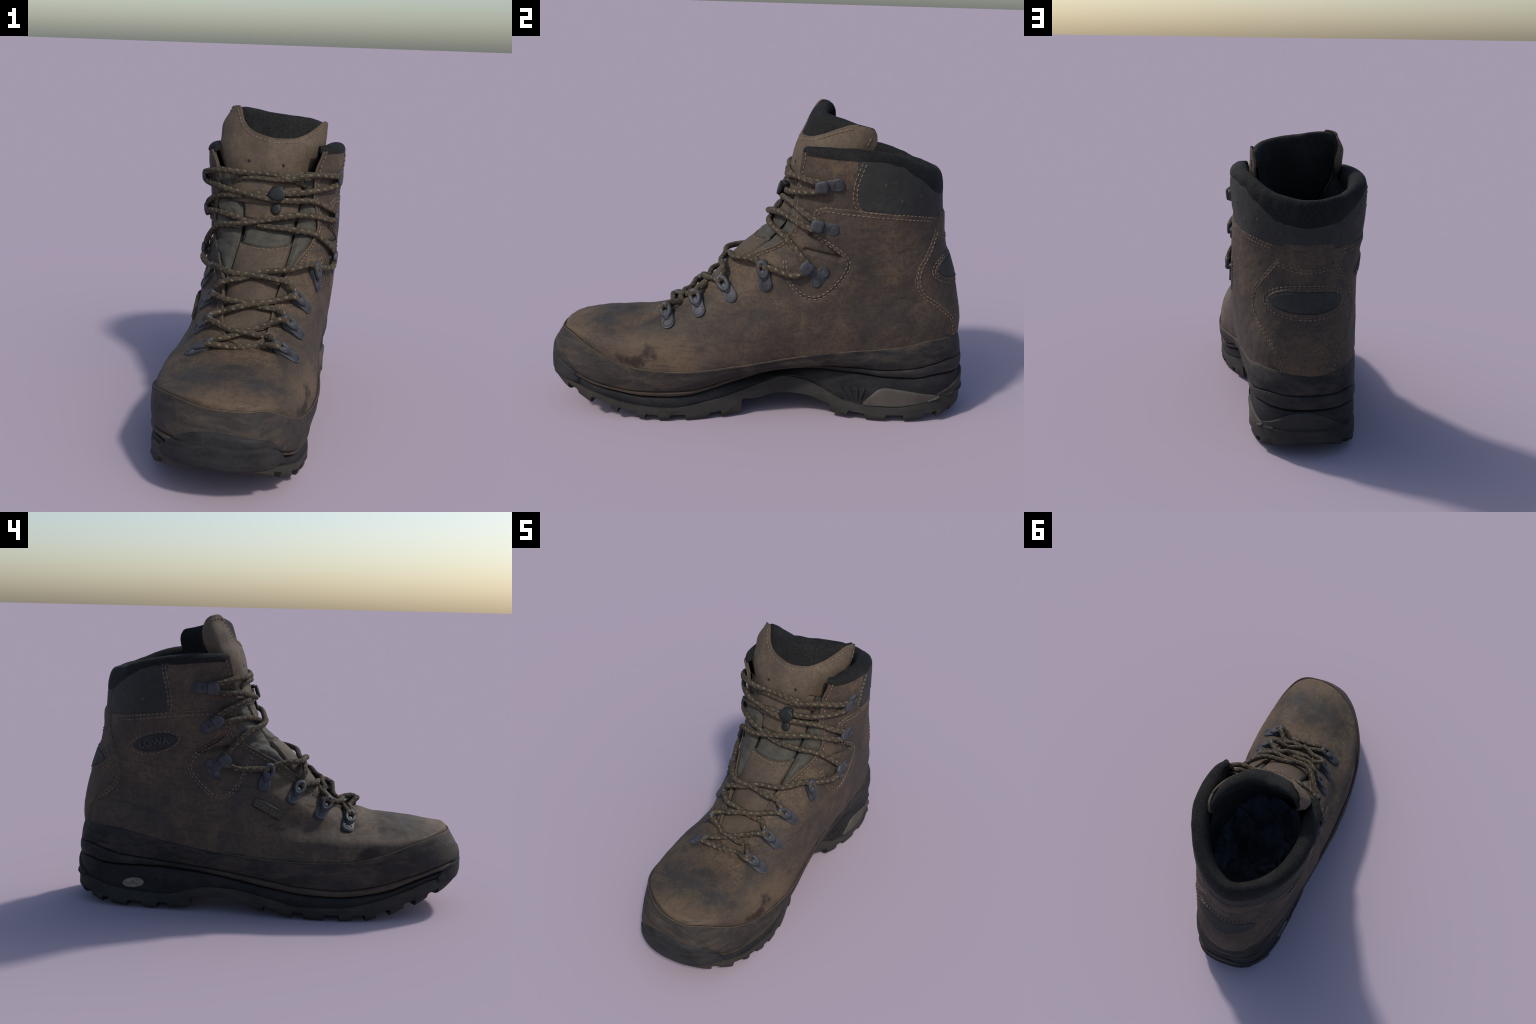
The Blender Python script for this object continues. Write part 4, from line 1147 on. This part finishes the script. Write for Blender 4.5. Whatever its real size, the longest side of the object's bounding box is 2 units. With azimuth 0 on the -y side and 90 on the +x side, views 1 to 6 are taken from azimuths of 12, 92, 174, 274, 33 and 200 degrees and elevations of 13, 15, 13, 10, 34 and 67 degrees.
# black discs laid on the tongue in place of real vent openings
for x_, z_ in ((-0.074, 1.221), (0.088, 1.207)):
    h_ = SKIN.ray_cast(Vector((x_, -1, z_)), Vector((0, 1, 0)))
    if h_[0] is not None:
        v_, f_ = dome(0.0085, 0.0085, 0.004)
        add('vent_disc', [(h_[0].x + a, h_[0].y - c + 0.002, h_[0].z + b) for a, b, c in v_], f_, BLACK)


# ------------------------------------------------------------------ badges and lettering
def oval_panel(name, mat, pts, proj, lift, m=22):
    n = len(pts) // 2
    a = pts[:n + 1]; b = [pts[0]] + pts[:n - 1:-1]
    return panel(name, mat, a, b[:len(a)], proj, lift, m=m, rim=0.06, smooth_curves=False)
e40 = lambda rx, rz, f: f(rx, rz)
oval_panel('heel_patch', GREY, el(0.158, 0.050), back, 0.022)
side_badge = oval_panel('badge', BADGE, ba(0.108, 0.042), L, 0.013)

def lettering(text, size, centre, right, up, proj_dir, mat, name, lift, depth=0.004, parent=None):
    cu = bpy.data.curves.new(name, 'FONT')
    cu.body = text; cu.size = size; cu.align_x = 'CENTER'; cu.align_y = 'CENTER'; cu.extrude = depth; cu.offset = 0.0008
    ob = bpy.data.objects.new(name, cu)
    bpy.context.scene.collection.objects.link(ob)
    dg = bpy.context.evaluated_depsgraph_get()
    me = bpy.data.meshes.new_from_object(ob.evaluated_get(dg))
    bpy.data.objects.remove(ob)
    right, up = Vector(right).normalized(), Vector(up).normalized()
    nrm = right.cross(up)
    for v in me.vertices:
        p = Vector(centre) + right * v.co.x + up * v.co.y
        h, n = hit(p + nrm * 1.0, -nrm)
        v.co = Vector(h) + nrm * (lift + v.co.z)
    me.materials.clear(); me.materials.append(mat)
    o2 = bpy.data.objects.new(name, me)
    bpy.context.scene.collection.objects.link(o2); o2.parent = parent or ROOT
    return o2
lettering('LOWA', 0.052, (-0.27, 0.552, 0.848), (0, -1, 0.20), (0, 0.20, 1), None, LETTER, 'lettering', 0.014, parent=side_badge)
c4 = [(0.052, 0.592), (-0.083, 0.520), (-0.065, 0.476), (0.071, 0.550)]
tag = panel('tag', TAG, [c4[0], c4[1]], [c4[3], c4[2]], L, 0.016, 30, 14, 0.08)
lettering('GORE-TEX', 0.028, (-0.29, -0.007, 0.534), (0, -0.135, -0.072), (0, -0.072, 0.135), None, TAG_LETTER, 'lettering', 0.0175, 0.002, parent=tag)

# ------------------------------------------------------------------ metal hardware
def lathe(profile, seg=24):
    V, F = [], []
    for r_, z_ in profile:
        V += [(r_ * math.cos(t), r_ * math.sin(t), z_) for t in np.linspace(0, 2 * math.pi, seg, endpoint=False)]
    F = grid_faces(len(profile), seg, True)
    F.append(tuple(range(seg))); F.append(tuple(range((len(profile) - 1) * seg, len(profile) * seg)))
    return V, F
def merge(parts):
    V, F = [], []
    for v, f in parts:
        o = len(V); V += [tuple(p) for p in v]; F += [tuple(o + i for i in q) for q in f]
    return V, F
def moved(part, dx=0, dy=0, dz=0, sx=1, sy=1, sz=1, pitch=0.0):
    c, s = math.cos(pitch), math.sin(pitch)
    out = []
    for x, y, z in part[0]:
        x, y, z = x * sx, y * sy, z * sz
        x, z = c * x + s * z, -s * x + c * z
        out.append((x + dx, y + dy, z + dz))
    return out, part[1]
def capsule_plate(l, r0, r1, h, seg=14):
    """Rounded plate from (0,0) with radius r0 to (l,0) with radius r1."""
    o = [(r0 * math.cos(t), r0 * math.sin(t)) for t in np.linspace(math.pi / 2, 3 * math.pi / 2, seg)]
    o += [(l + r1 * math.cos(t), r1 * math.sin(t)) for t in np.linspace(-math.pi / 2, math.pi / 2, seg)]
    V, F = [], []
    n = len(o)
    for z, g in ((-0.012, 1.0), (h * 0.6, 1.0), (h, 0.90)):
        V += [(x * (g if True else 1) + (1 - g) * l / 2, y * g, z) for x, y in o]
    F = grid_faces(3, n, True); F.append(tuple(range(n))); F.append(tuple(range(2 * n, 3 * n)))
    return V, F
def oval_ring(rx, ry, tube, seg=30, sub=10, flat=1.0):
    V = []
    for t in np.linspace(0, 2 * math.pi, seg, endpoint=False):
        for p in np.linspace(0, 2 * math.pi, sub, endpoint=False):
            V.append(((rx + tube * math.cos(p)) * math.cos(t), (ry + tube * math.cos(p)) * math.sin(t), tube * flat * math.sin(p)))
    F = []
    for i in range(seg):
        for j in range(sub):
            a = i * sub + j; b = i * sub + (j + 1) % sub
            c = ((i + 1) % seg) * sub + (j + 1) % sub; d = ((i + 1) % seg) * sub + j
            F.append((a, b, c, d))
    return V, F
rivet = lathe([(0.026, -0.006), (0.026, 0.006), (0.0235, 0.0105), (0.020, 0.0105), (0.0175, 0.0060), (0.0165, 0.0050), (0.0155, 0.0065), (0.010, 0.0072), (0.004, 0.0068)])
EYELET = merge([capsule_plate(0.066, 0.0310, 0.028, 0.008), rivet, moved(dome(0.028, 0.019, 0.013), 0.043, 0, 0.009, pitch=-0.22),
                moved(oval_ring(0.035, 0.0195, 0.0108, flat=0.9), 0.070, 0, 0.017, pitch=-0.10), moved(dome(0.014, 0.026, 0.012), 0.102, 0, 0.012)])
HOOK = merge([capsule_plate(0.058, 0.029, 0.021, 0.007), rivet, moved(dome(0.014, 0.015, 0.012), 0.052, 0, 0.010), moved(dome(0.029, 0.029, 0.011, power=0.5, square=0.62, taper=-0.18), 0.072, 0, 0.022, pitch=-0.12)])
HOOK2 = merge([capsule_plate(0.060, 0.026, 0.020, 0.007), moved(rivet, -0.002, -0.030, 0, 0.92, 0.92), moved(rivet, -0.002, 0.030, 0, 0.92, 0.92),
               moved(capsule_plate(0.0, 0.032, 0.032, 0.006), 0.0, 0, 0, 0.9, 1.6), moved(dome(0.014, 0.015, 0.012), 0.055, 0, 0.010), moved(dome(0.029, 0.030, 0.011, power=0.5, square=0.62, taper=-0.15), 0.072, 0, 0.022, pitch=-0.12)])
def mesh_of(name, part, mat):
    ob = add(name, part[0], part[1], mat, angle=40)
    me = ob.data
    bpy.data.objects.remove(ob)
    return me
M_EYE, M_HOOK, M_HOOK2 = mesh_of('eyelet', EYELET, METAL), mesh_of('hook', HOOK, METAL), mesh_of('double_hook', HOOK2, METAL)
def mount(name, me, rivet_at, head_at, lift=0.004):
    p, n = nearest(rivet_at)
    d = np.array(head_at) - np.array(rivet_at)
    n = Vector(n); x = Vector(d); x = (x - n * x.dot(n)).normalized(); y = n.cross(x)
    M = Matrix(((x[0], y[0], n[0]), (x[1], y[1], n[1]), (x[2], y[2], n[2]))).to_4x4()
    M.translation = Vector(p) + n * lift
    ob = bpy.data.objects.new(name, me)
    bpy.context.scene.collection.objects.link(ob)
    ob.parent = ROOT; ob.matrix_world = M
    return M
EYE_R = [((0.271, -0.419, 0.465), (0.187, -0.440, 0.516)), ((0.269, -0.276, 0.528), (0.199, -0.305, 0.596)), ((0.271, -0.128, 0.604), (0.224, -0.183, 0.674)), ((0.306, 0.027, 0.674), (0.299, 0.008, 0.777))]
EYE_L = [((-0.187, -0.405, 0.435), (-0.098, -0.418, 0.479)), ((-0.198, -0.266, 0.500), (-0.120, -0.300, 0.555)), ((-0.211, -0.125, 0.574), (-0.168, -0.172, 0.646)), ((-0.250, 0.010, 0.648), (-0.226, -0.023, 0.746))]
HOOK_R = [((0.343, 0.272, 0.730), (0.329, 0.219, 0.767)), ((0.340, 0.323, 0.948), (0.334, 0.255, 0.963)), ((0.323, 0.340, 1.151), (0.324, 0.272, 1.142))]
HOOK_L = [((-0.262, 0.262, 0.725), (-0.278, 0.212, 0.763)), ((-0.275, 0.305, 0.925), (-0.298, 0.245, 0.958)), ((-0.295, 0.340, 1.125), (-0.314, 0.269, 1.123))]
ANCH = {}
for side, rows in (('r', EYE_R), ('l', EYE_L)):
    for i, (a, b) in enumerate(rows):
        ANCH['e%s%d' % (side, i + 1)] = mount('eyelet', M_EYE, a, b)
for side, rows in (('r', HOOK_R), ('l', HOOK_L)):
    for i, (a, b) in enumerate(rows):
        ANCH['h%s%d' % (side, i + 1)] = mount('double_hook' if i == 0 else 'hook', M_HOOK2 if i == 0 else M_HOOK, a, b)
# black lace keeper on the tongue
kp, kn = hit((0.076, -2, 1.073), (0, 1, 0))
kp = np.array([0.076, 0.106, 1.073])
KEEP = merge([moved(dome(0.041, 0.034, 0.010, power=0.45), 0, 0, 0.032), moved(dome(0.030, 0.010, 0.016, power=0.5), 0, 0.030, 0.014), moved(dome(0.024, 0.026, 0.008, power=0.5), 0.0, -0.068, 0.008)])
me = mesh_of('lace_keeper', KEEP, BLACK)
ob = bpy.data.objects.new('lace_keeper', me); bpy.context.scene.collection.objects.link(ob); ob.parent = ROOT
n = Vector((0.05, -0.96, 0.28)).normalized(); x = Vector((1, 0.06, -0.05)); x = (x - n * x.dot(n)).normalized(); y = n.cross(x)
M = Matrix(((x[0], y[0], n[0]), (x[1], y[1], n[1]), (x[2], y[2], n[2]))).to_4x4(); M.translation = Vector(kp) - n * 0.004
ob.matrix_world = M

# ------------------------------------------------------------------ laces
def at(key, x, y=0.0, z=0.0):
    return tuple(ANCH[key] @ Vector((x, y, z)))
def drape(x, z, lift):
    """A point on the front of the boot seen at (x, z) from ahead, lifted off the tongue."""
    if z < 0.78:
        dx = max(0.0, abs(x - 0.045) - 0.07)
        return (x, float(crest(z)) - lift + 2.2 * dx * dx, z)
    p, n = hit((x, -2.0, z), (0, 1, 0))
    return tuple(p + n * lift)
crest = lut([(0.40, -0.800), (0.462, -0.470), (0.478, -0.428), (0.500, -0.395), (0.605, -0.262), (0.700, -0.190), (0.775, -0.118), (0.908, 0.018)])
RAD = 0.0140
fl_v, fl_f = [], []
def lace(pts, name='lace'):
    c = through(pts, max(24, int(len(pts) * 14)))
    T = np.gradient(c, axis=0); T /= np.linalg.norm(T, axis=1, keepdims=True)
    up = np.array([0.2, -0.6, 0.75])
    V = []
    Ns, Bs = [], []
    for p, t in zip(c, T):
        n = up - t * (up @ t); n /= np.linalg.norm(n); b = np.cross(t, n)
        Ns.append(n); Bs.append(b)
        for a in np.linspace(0, 2 * math.pi, 12, endpoint=False):
            V.append(p + (n * math.cos(a) + b * math.sin(a)) * RAD)
    F = grid_faces(len(c), 12, True)
    F.append(tuple(range(12))); F.append(tuple(range(len(V) - 12, len(V))))
    add(name, V, F, LACE)
    # woven flecks: short pale threads in staggered rows round the cord
    s = np.concatenate([[0], np.cumsum(np.linalg.norm(np.diff(c, axis=0), axis=1))])
    k = 0
    for pos in np.arange(0.012, s[-1] - 0.008, 0.0185):
        k += 1
        for m in range(2):
            ang = m * math.pi + (k % 2) * 1.57 + 0.10 * k
            for da in (-0.24, 0.0, 0.24):
                q = pos + random.uniform(-0.002, 0.002) + da * 0.012
                P = np.array([np.interp(q, s, c[:, i]) for i in range(3)]); j = int(np.clip(np.searchsorted(s, q), 0, len(c) - 1))
                t, n, b = T[j], Ns[j], Bs[j]
                rad = n * math.cos(ang + da) + b * math.sin(ang + da); tan = np.cross(t, rad)
                o = len(fl_v)
                for x, y in ((-1, 0), (0, -1), (1, 0), (0, 1)):
                    fl_v.append(P + rad * (RAD * 0.985) + t * x * 0.0072 + tan * y * 0.0021)
                fl_v.append(P + rad * (RAD + 0.0010))
                fl_f.extend([(o, o + 1, o + 4), (o + 1, o + 2, o + 4), (o + 2, o + 3, o + 4), (o + 3, o, o + 4)])
lo, hi = 0.011, 0.027
ea = lambda k, y: at(k, 0.080, y, 0.016)
lace([ea('el1', -0.014), at('el1', 0.108, -0.018, 0.012), drape(-0.02, 0.483, lo), drape(0.05, 0.486, lo), drape(0.11, 0.491, lo), at('er1', 0.108, 0.018, 0.012), ea('er1', 0.014)])
def cross(a, b, mid, la, ya, yb):
    """A lace from eyelet a over the tongue to eyelet b."""
    pts = [ea(a, ya), at(a, 0.106, ya * 1.3, 0.013)] + [drape(x, z, h) for x, z, h in mid] + [at(b, 0.106, yb * 1.3, 0.013), ea(b, yb)]
    lace(pts)
cross('el1', 'er2', [(-0.043, 0.509, lo), (-0.008, 0.520, lo), (0.062, 0.540, lo), (0.11, 0.555, lo)], 0, 0.012, 0.012)
cross('er1', 'el2', [(0.133, 0.526, lo), (0.089, 0.531, 0.028), (0.034, 0.536, hi), (-0.015, 0.538, 0.030), (-0.055, 0.541, lo)], 0, -0.012, -0.012)
cross('el2', 'er3', [(-0.085, 0.594, lo), (-0.041, 0.612, 0.030), (0.014, 0.627, hi), (0.07, 0.641, 0.034), (0.132, 0.648, lo)], 0, 0.012, 0.012)
cross('er2', 'el3', [(0.154, 0.618, lo), (0.103, 0.622, lo), (0.059, 0.625, lo), (-0.008, 0.636, lo), (-0.078, 0.639, lo)], 0, -0.012, -0.012)
cross('el3', 'er4', [(-0.124, 0.694, lo), (-0.084, 0.713, lo), (-0.013, 0.730, lo), (0.033, 0.747, lo), (0.105, 0.762, lo), (0.202, 0.775, lo)], 0, 0.012, 0.012)
cross('er3', 'el4', [(0.194, 0.719, lo), (0.136, 0.736, 0.030), (0.075, 0.742, hi), (-0.007, 0.746, hi), (-0.094, 0.749, 0.028)], 0, -0.012, -0.012)
hk = lambda k, y: at(k, 0.062, y, 0.014)
ho = lambda k, y: at(k, 0.096, y, 0.014)
# last eyelets to the first hooks
lace([ea('er4', 0.0), at('er4', 0.075, -0.030, 0.014), at('hr1', 0.085, 0.055, 0.018), at('hr1', 0.070, 0.028, 0.018), hk('hr1', 0.020)])
lace([ea('el4', 0.0), at('el4', 0.075, 0.030, 0.014), at('hl1', 0.085, -0.055, 0.018), at('hl1', 0.070, -0.028, 0.018), hk('hl1', -0.020)])
# hooks: crossings up the ankle, then the two tucked ends
def hooked(a, ya, mid, b=None, yb=0.0):
    pts = [hk(a, ya * 0.8), ho(a, ya)] + [drape(x, z, h - 0.006) for x, z, h in mid]
    lace(pts + ([ho(b, yb), hk(b, yb * 0.8)] if b else []))
hooked('hr1', -0.022, [(0.240, 0.893, 0.026), (0.199, 0.902, 0.026), (0.119, 0.919, 0.022), (0.031, 0.927, lo), (-0.064, 0.945, lo), (-0.144, 0.962, 0.026)], 'hl2', -0.022)
hooked('hl1', 0.022, [(-0.191, 0.895, 0.036), (-0.137, 0.911, 0.038), (-0.062, 0.926, 0.036), (0.013, 0.946, hi), (0.114, 0.967, 0.030), (0.200, 0.978, 0.026)], 'hr2', 0.022)
hooked('hl2', 0.022, [(-0.200, 1.048, 0.024), (-0.155, 1.054, 0.024), (-0.097, 1.057, 0.016), (-0.026, 1.072, 0.018), (0.036, 1.070, lo), (0.129, 1.074, 0.022), (0.210, 1.086, 0.030)], 'hr3', 0.022)
hooked('hr2', -0.022, [(0.220, 1.046, 0.028), (0.183, 1.044, 0.026), (0.106, 1.042, 0.022), (0.039, 1.046, 0.024), (-0.025, 1.055, hi), (-0.093, 1.067, hi), (-0.170, 1.082, 0.034), (-0.210, 1.092, 0.032)], 'hl3', -0.022)
hooked('hl3', 0.022, [(-0.205, 1.168, 0.036), (-0.14, 1.163, 0.040), (-0.036, 1.162, hi), (0.058, 1.158, 0.034), (0.121, 1.147, 0.022), (0.164, 1.130, 0.010), (0.200, 1.118, -0.006)])
hooked('hr3', -0.022, [(0.215, 1.165, 0.040), (0.147, 1.144, 0.036), (0.06, 1.136, 0.030), (-0.034, 1.140, 0.024), (-0.111, 1.133, 0.010), (-0.146, 1.116, -0.006)])
add('lace_fleck', fl_v, fl_f, FLECK)['kind'] = 'stuff'
